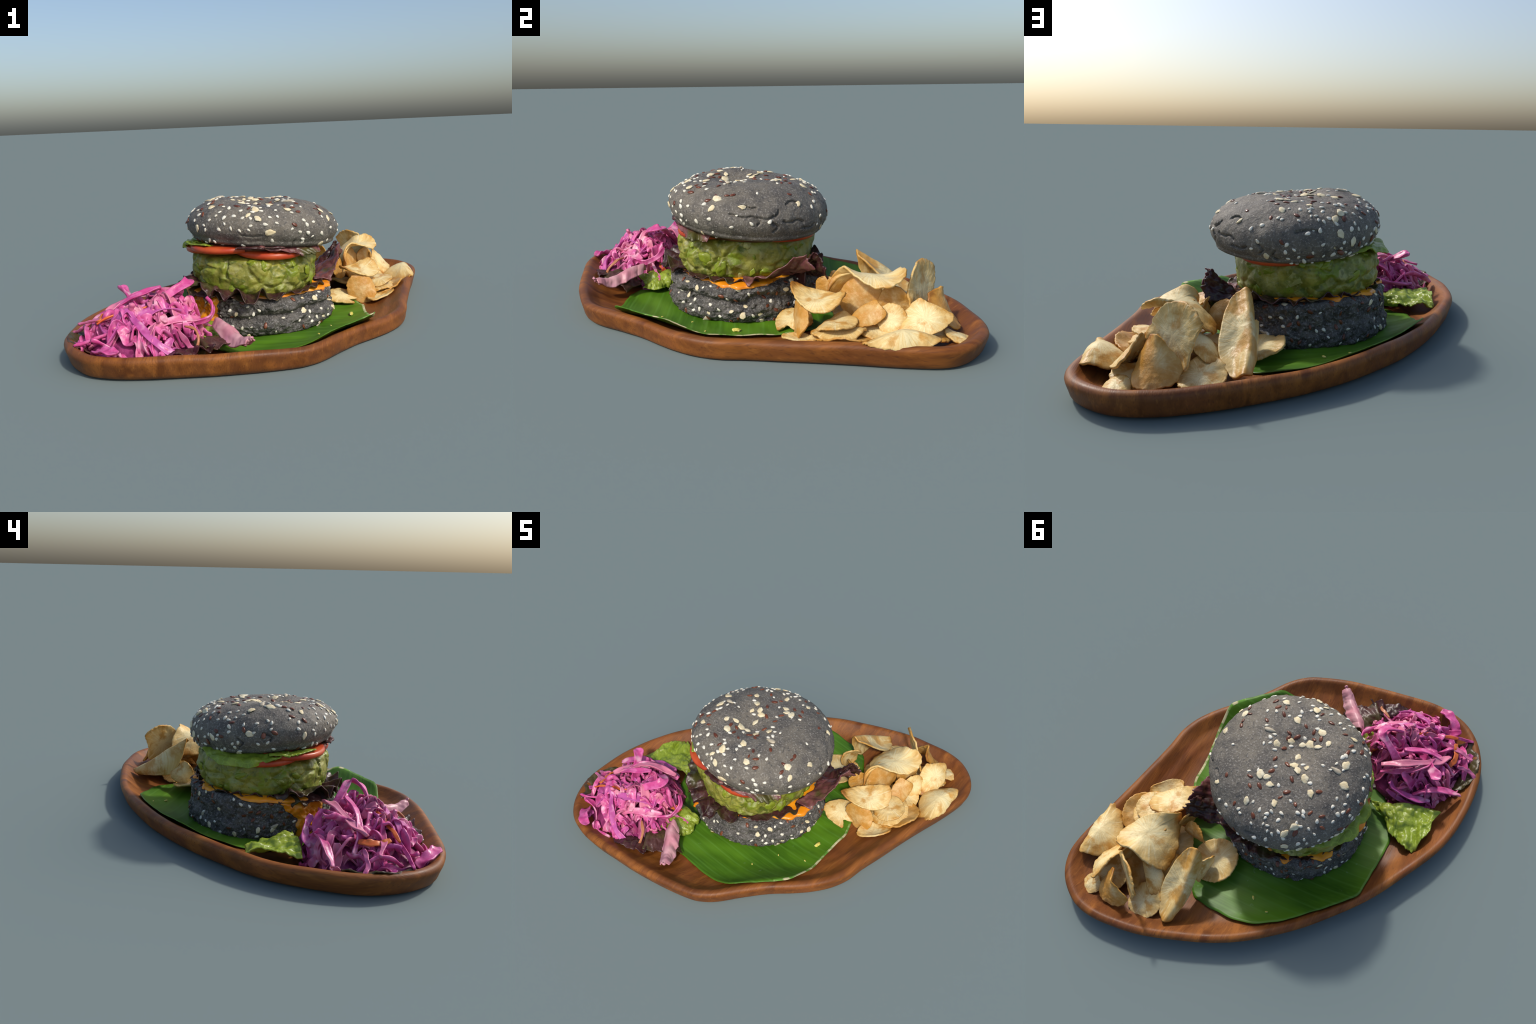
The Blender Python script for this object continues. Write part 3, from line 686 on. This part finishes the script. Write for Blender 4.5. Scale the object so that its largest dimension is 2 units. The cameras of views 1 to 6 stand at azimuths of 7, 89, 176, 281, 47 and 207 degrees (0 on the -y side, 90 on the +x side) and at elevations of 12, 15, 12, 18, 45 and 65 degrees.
# --- sauce: a thin uneven layer on the heel with one run down its side
def build_sauce():
    na, nr = 200, 26; v = []
    for i in range(na):
        a = 2 * math.pi * i / na
        ro = 0.340 + 0.016 * fbm((math.cos(a), math.sin(a), 0), 3.5) + 0.010 * nz((a * 9, 0, 0))
        ro += 0.050 * angwin(a, -26, 20, 14) + 0.054 * angwin(a, 168, 240, 16) + 0.045 * angwin(a, 128, 150, 8) + 0.04 * angwin(a, 104, 112, 6)
        for j in range(nr):
            t = j / (nr - 1); r = 0.05 + (ro - 0.05) * math.sin(t * math.pi / 2)
            x, y = r * math.cos(a), r * math.sin(a)
            z = 0.214 + 0.010 * math.sqrt(max(0, 1 - t**6)) - 0.052 * x + 0.042 * y + 0.004 * nz((x, y, 0), 14) - 0.010 * t**8
            v.append((HX + x, HY + y, z))
    in_burger(link('sauce', mesh('sauce', v, grid_faces(na, nr, True)), M['sauce']))
    nu, nv = 60, 50; v = []
    for i in range(nu):
        for j in range(nv):
            t = j / (nv - 1); z = 0.214 * (1 - t) + 0.016 * t
            lo = -158 + 15 * min(1, t * 2.2) + 3 * nz((t * 7, 0, 0)); hi = -112 - 8 * t + 3 * nz((t * 6, 3, 0))
            u = i / (nu - 1); a = math.radians(lo + (hi - lo) * u)
            ii = int(round((a % (2 * math.pi)) / (2 * math.pi) * NA_H)) % NA_H
            ks = np.arange(int(NP_H * .15), int(NP_H * .85)); col = HG[ii, ks]
            p = col[np.argmin(abs(col[:, 2] - z))]
            e = min(1, 10 * u * (1 - u)) ** 0.5
            off = -0.004 + 0.016 * e + 0.003 * nz((a * 6, z * 20, 0))
            v.append((p[0] + off * math.cos(a), p[1] + off * math.sin(a), z))
    in_burger(link('sauce', mesh('sauce', v, grid_faces(nu, nv)), M['sauce']))
build_sauce()

# ------------------------------------------------------------------ chips
def chip(rim, c, th=0.009, seed_=0, rough=0.009, facing=None, tone='chip'):
    """curled fried slice: closed rim through control points; the sheet between is a smooth cubic height field"""
    na, nr = 96, 22
    P = catmull(rim, na, True); c = np.array(c, float)
    for i in range(na):                                     # wavy, nibbled rim
        d = P[i] - c; P[i] = c + d * (1 + 0.05 * nz((i * 0.45, seed_, 0)) + 0.022 * nz((i * 1.5, seed_, 4)))
    if facing is None:
        X = P - P.mean(0); _, _, W = np.linalg.svd(X, full_matrices=False)
        if W[2][2] < 0: W[2] = -W[2]
    else:
        w2 = np.array(facing, float); w2 /= np.linalg.norm(w2); w0 = np.cross(w2, (0.3, 1, 0.2)); w0 /= np.linalg.norm(w0)
        W = np.array([w0, w0, w2])
    W[1] = np.cross(W[2], W[0])
    R = np.linalg.norm(P - c, axis=1).mean()
    L = (P - c) @ W.T / R                                   # rim in the chip's own frame, centre at 0
    def basis(x, y): return np.stack([x, y, x * x, x * y, y * y, x**3, x * x * y, x * y * y, y**3], -1)
    B = basis(L[:, 0], L[:, 1]); reg = np.diag([.05, .05, .3, .3, .3, 2, 2, 2, 2])
    k = np.linalg.solve(B.T @ B + reg, B.T @ L[:, 2])
    res = L[:, 2] - B @ k
    t = (np.arange(1, nr) / (nr - 1))[None, :]
    x, y = L[:, :1] * t, L[:, 1:2] * t
    z = basis(x, y) @ k + res[:, None] * t**3
    G = np.dstack([x, y, z])
    for i in range(na):
        for j in range(nr - 1):
            G[i, j, 2] += rough / 0.12 * (0.2 + 0.8 * t[0, j]) * (fbm(G[i, j], 1.3, (seed_, 2, 0)) + 0.6 * t[0, j]**3 * fbm(G[i, j], 3.5, (seed_, 5, 0)))
    v = np.vstack([G.reshape(-1, 3), np.zeros((1, 3))]); m_ = nr - 1
    f = grid_faces(na, m_, True) + [(na * m_, i * m_, ((i + 1) % na) * m_) for i in range(na)]
    f = f[:-na] + [q[::-1] for q in f[-na:]]
    me = mesh('vegetable_chip', v, f)
    o = link('vegetable_chip', me, M[tone])
    m = Matrix([list(W[0]), list(W[1]), list(W[2])]).transposed().to_4x4(); m.translation = Vector(c)
    o.matrix_world = m @ Matrix.Scale(R, 4)
    solid(o, th / R)
    return top(o, 'thin curled golden fried root vegetable chip', 'chip')

def disc_chip(centre, facing, radius, curl, axis=0.0, stretch=1.0, seed_=0, tone='chip'):
    """round slice: `facing` is its normal, `curl` bends it about the in-plane direction `axis`"""
    n = Vector(facing).normalized(); t = n.orthogonal().normalized(); t = Matrix.Rotation(axis, 3, n) @ t; b = n.cross(t)
    rim = []
    for k in range(12):
        q = 2 * math.pi * k / 12; x, y = radius * stretch * math.cos(q), radius * math.sin(q)
        bend = curl * y * y / radius + 0.18 * radius * nz((k * 0.6, seed_, 2))
        rim.append(Vector(centre) - n * bend + t * x + b * y * (1 - 0.25 * abs(curl)))
    return chip([tuple(p) for p in rim], centre, seed_=seed_, tone=tone)

def rolled_chip(rows, seed_, th=0.009, tone='chip'):
    """slice rolled about its long direction: a sheet lofted through edge, middle, ridge, far side and far edge"""
    nu, nv = 70, 44
    Rw = np.array([catmull(r, nu) for r in rows]); G = np.array([catmull(Rw[:, i], nv) for i in range(nu)])
    mid = G.reshape(-1, 3).mean(0)
    for i in range(nu):                                     # rounded ends
        for j in range(nv):
            u, v = 2 * i / (nu - 1) - 1, 2 * j / (nv - 1) - 1
            k = 0.06 * (u * u * v * v) ** 1.5 + 0.02 * (abs(u)**6 + abs(v)**6) * nz((u * 3, v * 3, seed_))
            G[i, j] += (mid - G[i, j]) * k
            G[i, j] += 0.003 * fbm(G[i, j], 12, (seed_, 0, 0))
    R = np.linalg.norm(G - mid, axis=2).mean() * 1.5
    o = link('vegetable_chip', mesh('vegetable_chip', ((G - mid) / R).reshape(-1, 3), grid_faces(nu, nv)), M[tone])
    o.location = mid; o.scale = (R, R, R); solid(o, th / R)
    return top(o, 'thin curled golden fried root vegetable chip', 'chip')

# the chips that shape the pile, each through a few points of its rim and its middle
def saddle_on_top():
    chip([(.463, .33, .18), (.445, .345, .25), (.475, .385, .315), (.568, .437, .300), (.633, .521, .268), (.645, .60, .295), (.615, .645, .325), (.54, .64, .33), (.45, .655, .26), (.365, .625, .185), (.37, .52, .19), (.42, .41, .17)], (.52, .52, .288), seed_=1.4)
def tall_roll():
    rolled_chip([[(.295, .495, .315), (.335, .585, .235), (.352, .706, .14), (.309, .826, .078)], [(.268, .49, .318), (.280, .60, .235), (.290, .71, .140), (.285, .838, .082)],
                 [(.241, .488, .335), (.232, .61, .258), (.230, .72, .178), (.262, .853, .104)], [(.222, .495, .30), (.212, .60, .19), (.208, .71, .135), (.236, .835, .094)], [(.214, .505, .24), (.226, .58, .11), (.218, .70, .09), (.232, .80, .078)]], 2.7)
def front_fan():
    chip([(.42, .163, .237), (.52, .18, .185), (.60, .235, .155), (.65, .31, .175), (.60, .388, .232), (.50, .35, .20), (.43, .26, .20)], (.535, .275, .182), seed_=4.1)
def half_moon_at_rim():
    chip([(.845, .737, .109), (.875, .65, .085), (.88, .56, .080), (.86, .47, .085), (.85, .429, .10), (.79, .43, .065), (.745, .496, .055), (.70, .60, .065), (.74, .69, .07)], (.815, .585, .140), seed_=5.5, facing=(.25, 0, 1))
def sunlit_slope():
    chip([(.633, .692, .214), (.65, .73, .205), (.686, .833, .157), (.72, .80, .12), (.75, .739, .098), (.73, .64, .075), (.68, .577, .079), (.64, .62, .13)], (.695, .715, .143), seed_=6.8)
def upright_disc():
    chip([(.629, .663, .175), (.60, .66, .25), (.55, .69, .32), (.48, .735, .347), (.43, .79, .325), (.406, .826, .285), (.425, .82, .24), (.445, .815, .18), (.464, .826, .115), (.53, .77, .10), (.60, .70, .12)], (.515, .745, .22), seed_=8.2)
def pointed_brown_fan():
    chip([(.565, .815, .247), (.52, .83, .20), (.475, .837, .136), (.49, .87, .095), (.53, .892, .08), (.60, .897, .072), (.65, .862, .078), (.645, .79, .13), (.60, .745, .215)], (.57, .85, .142), seed_=9.6, tone='gold')
def small_roll():
    chip([(.51, .62, .2), (.47, .675, .165), (.40, .755, .12), (.35, .755, .105), (.335, .70, .11), (.37, .655, .15), (.44, .60, .19)], (.415, .675, .178), seed_=12.3)
def bitten_on_leaf():
    chip([(.318, .151, .062), (.35, .11, .047), (.42, .09, .035), (.496, .10, .027), (.465, .145, .038), (.51, .17, .035), (.505, .22, .047), (.47, .26, .06), (.38, .24, .075)], (.42, .17, .06), seed_=13.7)
def little_saucer():
    chip([(.59, .114, .047), (.65, .13, .055), (.712, .20, .062), (.73, .246, .068), (.69, .28, .06), (.62, .26, .045), (.57, .19, .047)], (.65, .19, .034), seed_=15)
def curled_under_saddle():
    chip([(.575, .517, .19), (.62, .535, .185), (.645, .56, .15), (.655, .52, .115), (.66, .44, .10), (.62, .40, .10), (.575, .44, .14)], (.62, .485, .145), seed_=17.8, tone='gold')
for build in (saddle_on_top, tall_roll, front_fan, half_moon_at_rim, sunlit_slope, upright_disc, pointed_brown_fan, small_roll, bitten_on_leaf, little_saucer, curled_under_saddle): build()
# plainer slices described by centre, facing, radius and curl
disc_chip((.190, .435, .058), (.10, .05, 1), .125, -.20, 0.6, 1.0, 5.0)      # on the leaf
disc_chip((.41, .80, .088), (.2, .45, 1), .095, .15, 0.3, 1.0, 11.0)
disc_chip((.54, .185, .095), (.25, -1, .25), .085, .25, 1.5, 1.1, 16.4, 'gold')      # standing below the fan
disc_chip((.495, .47, .18), (1, -.45, .25), .105, .2, 0.2, 1.0, 19.2, 'gold')
disc_chip((.63, .355, .085), (-.12, -.05, 1), .120, .2, 0.8, 1.0, 20.6)        # layered flat ones
disc_chip((.675, .385, .050), (-.2, .0, 1), .130, -.22, 0.4, 1.0, 21.9, 'gold')
disc_chip((.635, .345, .118), (-.05, -.25, 1), .095, .25, 1.9, 1.0, 23.3)
disc_chip((.650, .580, .130), (1, -.4, .5), .068, .2, 0.9, 1.0, 24.7)
disc_chip((.58, .60, .180), (1, -.6, .1), .075, .3, 0.4, 1.0, 26.0, 'gold')
disc_chip((.335, .395, .190), (.3, 1, .25), .072, .4, 1.2, 1.0, 27.4, 'gold')
disc_chip((.415, .335, .185), (1, -.6, .1), .062, .2, 1.5, 1.2, 28.8, 'gold')
disc_chip((.203, .515, .128), (-1, .25, .15), .072, .25, 1.2, 1.1, 30.1)
disc_chip((.71, .85, .075), (.1, .25, 1), .055, .3, 0.5, 1.0, 31.5)
disc_chip((.44, .47, .080), (.1, .1, 1), .115, .2, 0.2, 1.0, 32.9)           # buried in the pile
disc_chip((.51, .66, .090), (-.1, .1, 1), .110, .2, 1.2, 1.0, 34.2, 'gold')
disc_chip((.65, .75, .075), (.0, .1, 1), .100, .15, 2.2, 1.0, 35.6)
disc_chip((.63, .52, .078), (.1, .0, 1), .085, .15, 0.7, 1.0, 37.0)
disc_chip((.35, .60, .090), (-.7, .1, 1), .095, .2, 1.7, 1.0, 38.4)

# ------------------------------------------------------------------ slaw
slaw = bpy.data.objects.new('cabbage_slaw', None); SC.objects.link(slaw); slaw.location = (-0.53, -0.61, 0.03)
top(slaw, 'heap of shredded bright pink pickled cabbage strands', 'slaw')
def in_slaw(o):
    o.parent = slaw; o.matrix_parent_inverse = Matrix.Translation(-Vector(slaw.location)); return o
FOOT = catmull([(-.26, -.54), (-.21, -.70), (-.32, -.86), (-.46, -.90), (-.60, -.92), (-.73, -.87), (-.81, -.77), (-.84, -.64), (-.82, -.50), (-.74, -.40), (-.62, -.31), (-.48, -.31), (-.34, -.38)], 120, True)
PEAKS = [(-.34, -.55, .285, .13), (-.66, -.49, .225, .12), (-.54, -.71, .240, .15), (-.42, -.63, .270, .15), (-.50, -.52, .250, .15), (-.66, -.68, .195, .12), (-.27, -.64, .20, .11), (-.26, -.56, .21, .10), (-.41, -.80, .18, .12)]
def heap(x, y):
    """height of the heap"""
    d = np.hypot(FOOT[:, 0] - x, FOOT[:, 1] - y); i = int(np.argmin(d))
    c = np.array((-.53, -.61)); inside = np.dot(FOOT[i] - (x, y), FOOT[i] - c) > 0
    e = min(1, d[i] / 0.16) if inside else 0
    h = max(z * math.exp(-((x - px)**2 + (y - py)**2) / (1.9 * w * w)) for px, py, z, w in PEAKS)
    return 0.05 + max(0, h - 0.05) * math.sqrt(e * (2 - e)) if inside else 0.05

def build_core():  # added filler mound under the strands; shade between them put into its colour
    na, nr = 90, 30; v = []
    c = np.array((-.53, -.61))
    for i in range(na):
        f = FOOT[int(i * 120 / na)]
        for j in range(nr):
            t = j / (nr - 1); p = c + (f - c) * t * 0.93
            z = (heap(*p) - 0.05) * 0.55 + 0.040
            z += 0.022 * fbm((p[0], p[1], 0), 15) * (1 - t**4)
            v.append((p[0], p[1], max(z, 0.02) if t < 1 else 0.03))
    o = in_slaw(link('slaw_filler_mound', mesh('slaw_filler_mound', v, grid_faces(na, nr, True)), M['core'])); o['kind'] = 'stuff'
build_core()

def strand(name, pts, w, th, mat, twist0=0.0, twist1=0.0, cup=0.25, n=30, up=None, seed_=0, taper=0.45):
    """ribbon with rounded cross-section swept along a spline"""
    C = catmull(pts, n); T = np.gradient(C, axis=0); T /= np.linalg.norm(T, axis=1, keepdims=True) + 1e-9
    u0 = np.array((0, 0, 1.0)) if up is None else np.array(up, float)
    m = 12; V = []
    prev = None
    for i in range(n):
        t = i / (n - 1)
        s = np.cross(T[i], u0 if prev is None else prev)
        if np.linalg.norm(s) < 1e-3: s = np.cross(T[i], (1, 0.3, 0))
        s /= np.linalg.norm(s); u = np.cross(s, T[i]); prev = u
        a = twist0 + (twist1 - twist0) * t + 0.8 * nz((t * 4, seed_, 0)); C[i] += (0.004 * nz((t * 5, seed_, 11)) * s + 0.004 * nz((t * 5, seed_, 13)) * u)
        S, U = s * math.cos(a) + u * math.sin(a), -s * math.sin(a) + u * math.cos(a)
        end = 1 - taper * abs(2 * t - 1)**5
        ww = w * end * (1 + 0.55 * nz((t * 3.5, seed_, 3))); tt_ = th * (1 + 0.5 * nz((t * 6, seed_, 7)))
        for k in range(m):
            q = 2 * math.pi * k / m; cx, cy = math.cos(q), math.sin(q)
            cx = math.copysign(abs(cx)**0.7, cx); cy = math.copysign(abs(cy)**0.7, cy)
            V.append(C[i] + S * cx * ww / 2 + U * (cy * tt_ / 2 + cup * ww * (cx * cx - 0.5)))
    f = []
    for i in range(n - 1):
        for k in range(m):
            a, b = i * m + k, i * m + (k + 1) % m
            f.append((a, b, b + m, a + m))
    f.append(tuple(range(m))[::-1]); f.append(tuple((n - 1) * m + k for k in range(m)))
    V = np.array(V); V[:, 2] = np.maximum(V[:, 2], 0.008)
    return link(name, mesh(name, V, f), mat)

HAND = [  # points, width, twist
 ([(-.50, -.45, .17), (-.45, -.47, .24), (-.365, -.505, .31), (-.315, -.53, .336), (-.325, -.575, .325), (-.38, -.612, .300), (-.45, -.64, .25)], .048, (0.2, 0.9)),
 ([(-.39, -.39, .19), (-.48, -.42, .225), (-.58, -.48, .25), (-.63, -.58, .24)], .040, (0.2, 0.5)),
 ([(-.69, -.44, .285), (-.66, -.47, .275), (-.60, -.54, .235), (-.55, -.60, .215)], .052, (0.0, 0.8)),
 ([(-.82, -.70, .17), (-.74, -.71, .19), (-.64, -.71, .20), (-.55, -.69, .22)], .028, (0.0, 0.8)),
 ([(-.55, -.955, .120), (-.60, -.945, .128), (-.655, -.905, .115), (-.69, -.86, .085)], .052, (0.3, 0.3)),
 ([(-.24, -.50, .24), (-.205, -.53, .20), (-.215, -.60, .165), (-.28, -.67, .160), (-.36, -.72, .17)], .036, (0.5, 1.4)),
 ([(-.50, -.42, .24), (-.56, -.40, .20), (-.59, -.41, .12), (-.60, -.42, .05)], .038, (0.2, 0.3)),
 ([(-.30, -.86, .06), (-.40, -.86, .13), (-.50, -.80, .20), (-.56, -.74, .24)], .034, (0.3, 1.0)),
 ([(-.54, -.755, .285), (-.535, -.74, .24), (-.50, -.72, .21)], .030, (0.5, 1.5)),
 ([(-.31, -.62, .20), (-.40, -.68, .245), (-.50, -.74, .22), (-.62, -.80, .17)], .050, (0.1, 0.7)),
 ([(-.25, -.63, .17), (-.33, -.70, .19), (-.42, -.76, .18), (-.47, -.84, .12), (-.48, -.90, .06)], .040, (0.4, 1.2)),
 ([(-.46, -.52, .30), (-.58, -.58, .27), (-.68, -.60, .21), (-.76, -.58, .14)], .036, (0.1, 0.5)),
 ([(-.38, -.41, .24), (-.52, -.47, .275), (-.64, -.56, .24), (-.70, -.64, .21)], .040, (0.0, 0.4)),
 ([(-.60, -.37, .14), (-.68, -.42, .18), (-.77, -.47, .15), (-.84, -.50, .11)], .036, (0.3, 0.2)),
 ([(-.70, -.36, .07), (-.64, -.33, .09), (-.56, -.33, .10), (-.46, -.34, .12)], .028, (0.3, 0.2)),
 ([(-.83, -.60, .08), (-.80, -.66, .14), (-.77, -.73, .15), (-.74, -.80, .10)], .030, (0.4, 1.0)),
 ([(-.79, -.845, .115), (-.73, -.83, .13), (-.66, -.80, .15), (-.58, -.77, .17)], .018, (0.4, 1.0)),
 ([(-.70, -.86, .15), (-.66, -.84, .12), (-.60, -.86, .07), (-.52, -.92, .06), (-.42, -.90, .07)], .042, (0.2, 0.8)),
 ([(-.88, -.64, .105), (-.83, -.65, .13), (-.76, -.63, .17)], .022, (0.1, 0.6)),
 ([(-.23, -.83, .05), (-.28, -.78, .10), (-.34, -.72, .15)], .024, (0.1, 0.6)),
 ([(-.46, -.36, .19), (-.50, -.345, .16), (-.60, -.35, .14), (-.70, -.38, .13)], .034, (0.6, 0.2)),
 ([(-.16, -.52, .07), (-.21, -.54, .10), (-.27, -.58, .15)], .018, (0.2, 0.6)),
]
for k, (pts, w, tw) in enumerate(HAND):
    in_slaw(strand('cabbage_strand', pts, w, 0.014, M['cabbage'], tw[0], tw[1], 0.22, 34, seed_=k + 0.3))
in_slaw(strand('carrot_strip', [(-.70, -.78, .195), (-.66, -.755, .217), (-.60, -.725, .228), (-.53, -.70, .235), (-.47, -.66, .25)], .020, .010, M['carrot'], 0.2, 0.6, 0.1, seed_=50))
in_slaw(strand('carrot_strip', [(-.70, -.74, .20), (-.72, -.70, .19), (-.73, -.65, .19), (-.72, -.60, .185)], .034, .010, M['carrot'], 0.4, 0.6, 0.1, seed_=51))
in_slaw(strand('carrot_strip', [(-.22, -.50, .09), (-.28, -.52, .12), (-.34, -.56, .13)], .034, .010, M['carrot'], 0.9, 1.2, 0.1, seed_=52))
in_slaw(strand('onion_strip', [(-.30, -.74, .17), (-.245, -.775, .165), (-.225, -.815, .12), (-.26, -.84, .055), (-.33, -.885, .05)], .017, .010, M['stem'], 0.2, 1.2, 0.1, seed_=53))

def heap_strand(k):
    while True:
        x, y = rng.uniform(-.86, -.20), rng.uniform(-.93, -.30)
        if heap(x, y) > 0.085: break
    a = rng.uniform(0, 2 * math.pi); L = rng.uniform(0.07, 0.24); bend = rng.normal(0, 4.0)
    pts = []; n = 6; depth = rng.uniform(-0.012, 0.055); z_ph = rng.uniform(0, 6.3)
    for i in range(n):
        h = heap(x, y)
        z = h - depth + 0.024 * math.sin(z_ph + i * 1.5)
        pts.append((x, y, max(z, float(floor_z(np.array([(x, y)]))[0]) + 0.012)))
        a += bend * L / n + rng.normal(0, 0.38)
        nx, ny = x + math.cos(a) * L / n, y + math.sin(a) * L / n
        if heap(nx, ny) <= 0.0501 and i > 1:                   # do not run far outside the heap
            break
        x, y = nx, ny
    if len(pts) < 3: return
    w = float(rng.choice([0.016, 0.024, 0.034, 0.044, 0.058], p=[.12, .24, .30, .22, .12]))
    t0 = rng.uniform(-0.5, 0.9)
    in_slaw(strand('cabbage_strand', pts, w, rng.uniform(.009, .015), M['cabbage'], t0, t0 + rng.normal(0, 1.3), rng.uniform(.10, .40), 28, seed_=100 + k))
for k in range(165): heap_strand(k)

# ------------------------------------------------------------------ loose leaves beside the slaw
def loose(*a, **k): return top(sheet(*a, **k), 'crumpled salad leaf tucked beneath pink slaw', 'lettuce')
loose('lettuce_leaf', [[(-.38, -.26, .06), (-.50, -.28, .10), (-.62, -.33, .11), (-.78, -.36, .10)], [(-.46, -.23, .055), (-.56, -.21, .105), (-.66, -.22, .095), (-.76, -.28, .11)],
                  [(-.52, -.19, .05), (-.60, -.12, .085), (-.715, -.085, .085), (-.77, -.22, .12)]], M['green'], 90, 34, 0.018, 7, 1.2, 0.006, 11, 0.022, ragged=0.12)
loose('lettuce_leaf', [[(-.30, -.46, .09), (-.31, -.56, .10), (-.28, -.66, .08)], [(-.22, -.46, .10), (-.21, -.56, .105), (-.21, -.65, .09)], [(-.16, -.45, .075), (-.145, -.53, .065), (-.17, -.61, .06)],
                  [(-.155, -.45, .045), (-.14, -.53, .035), (-.165, -.62, .032)]], M['green'], 60, 34, 0.010, 7, 1.2, 0.006, 12, 0.020, ragged=0.10)
loose('lettuce_leaf', [[(-.31, -.68, .07), (-.25, -.70, .09), (-.20, -.66, .09), (-.14, -.62, .06)], [(-.26, -.76, .10), (-.20, -.75, .11), (-.14, -.70, .11), (-.08, -.66, .06)],
                  [(-.22, -.84, .06), (-.13, -.80, .10), (-.06, -.75, .11), (-.03, -.68, .05)]], M['olive'], 60, 26, 0.018, 6, 1.3, 0.005, 13, 0.012, ragged=0.15)
loose('lettuce_leaf', [[(-.40, -.84, .06), (-.30, -.80, .08), (-.20, -.76, .08)], [(-.40, -.88, .075), (-.29, -.85, .09), (-.18, -.81, .10)], [(-.38, -.915, .07), (-.27, -.885, .085), (-.14, -.84, .10)]],
      M['purple'], 60, 20, 0.018, 8, 1.2, 0.005, 14, 0.012, ragged=0.15)
loose('lettuce_leaf', [[(-.72, -.82, .06), (-.78, -.74, .07), (-.80, -.64, .07), (-.78, -.52, .07)], [(-.76, -.84, .10), (-.83, -.76, .11), (-.86, -.66, .11), (-.83, -.54, .09)],
                  [(-.77, -.86, .10), (-.85, -.77, .115), (-.875, -.67, .115), (-.85, -.56, .10)]], M['olive'], 60, 16, 0.010, 6, 1.2, 0.006, 15, 0.010, ragged=0.1)
for rows, k in (([[(-.205, -.60, .13), (-.165, -.68, .12), (-.095, -.775, .085), (-.010, -.842, .120)], [(-.175, -.605, .165), (-.125, -.67, .160), (-.055, -.755, .130), (.008, -.828, .140)],
                  [(-.14, -.61, .12), (-.070, -.665, .110), (-.010, -.745, .090), (.026, -.812, .122)]], 16), ):
    top(sheet('cabbage_leaf', rows, M['paleleaf'], 60, 24, 0.004, 4, 1.0, 0.007, k, 0.007, ragged=0.10), 'pale pink curled cabbage leaf piece', 'cabbage leaf')
in_slaw(strand('cabbage_strand', [(-.02, -.81, .105), (.0, -.825, .128), (.02, -.835, .15)], .022, .012, M['paleleaf'], 0, .2, .2, seed_=77))

# a few fallen crumbs on the leaf
cr = blob('crumb', 0.02, 0.011, 0.008, 3, 0.3)
for x, y, s in ((0.47, -0.09, 1.0), (0.50, -0.23, .35), (0.36, -0.30, .3), (-0.08, 0.52, .55), (-0.18, 0.56, .4), (0.30, -0.45, .35)):
    o = bpy.data.objects.new('crumb', cr); SC.objects.link(o)
    if not cr.materials: cr.materials.append(M['crumb'])
    o.location = (x, y, float(floor_z(np.array([(x, y)]))[0]) + 0.014); o.scale = (s, s, s); o.rotation_euler = (0, 0, x * 50)
    top(o, 'tiny pale yellow fallen food crumb', 'crumb')
bpy.context.view_layer.update()
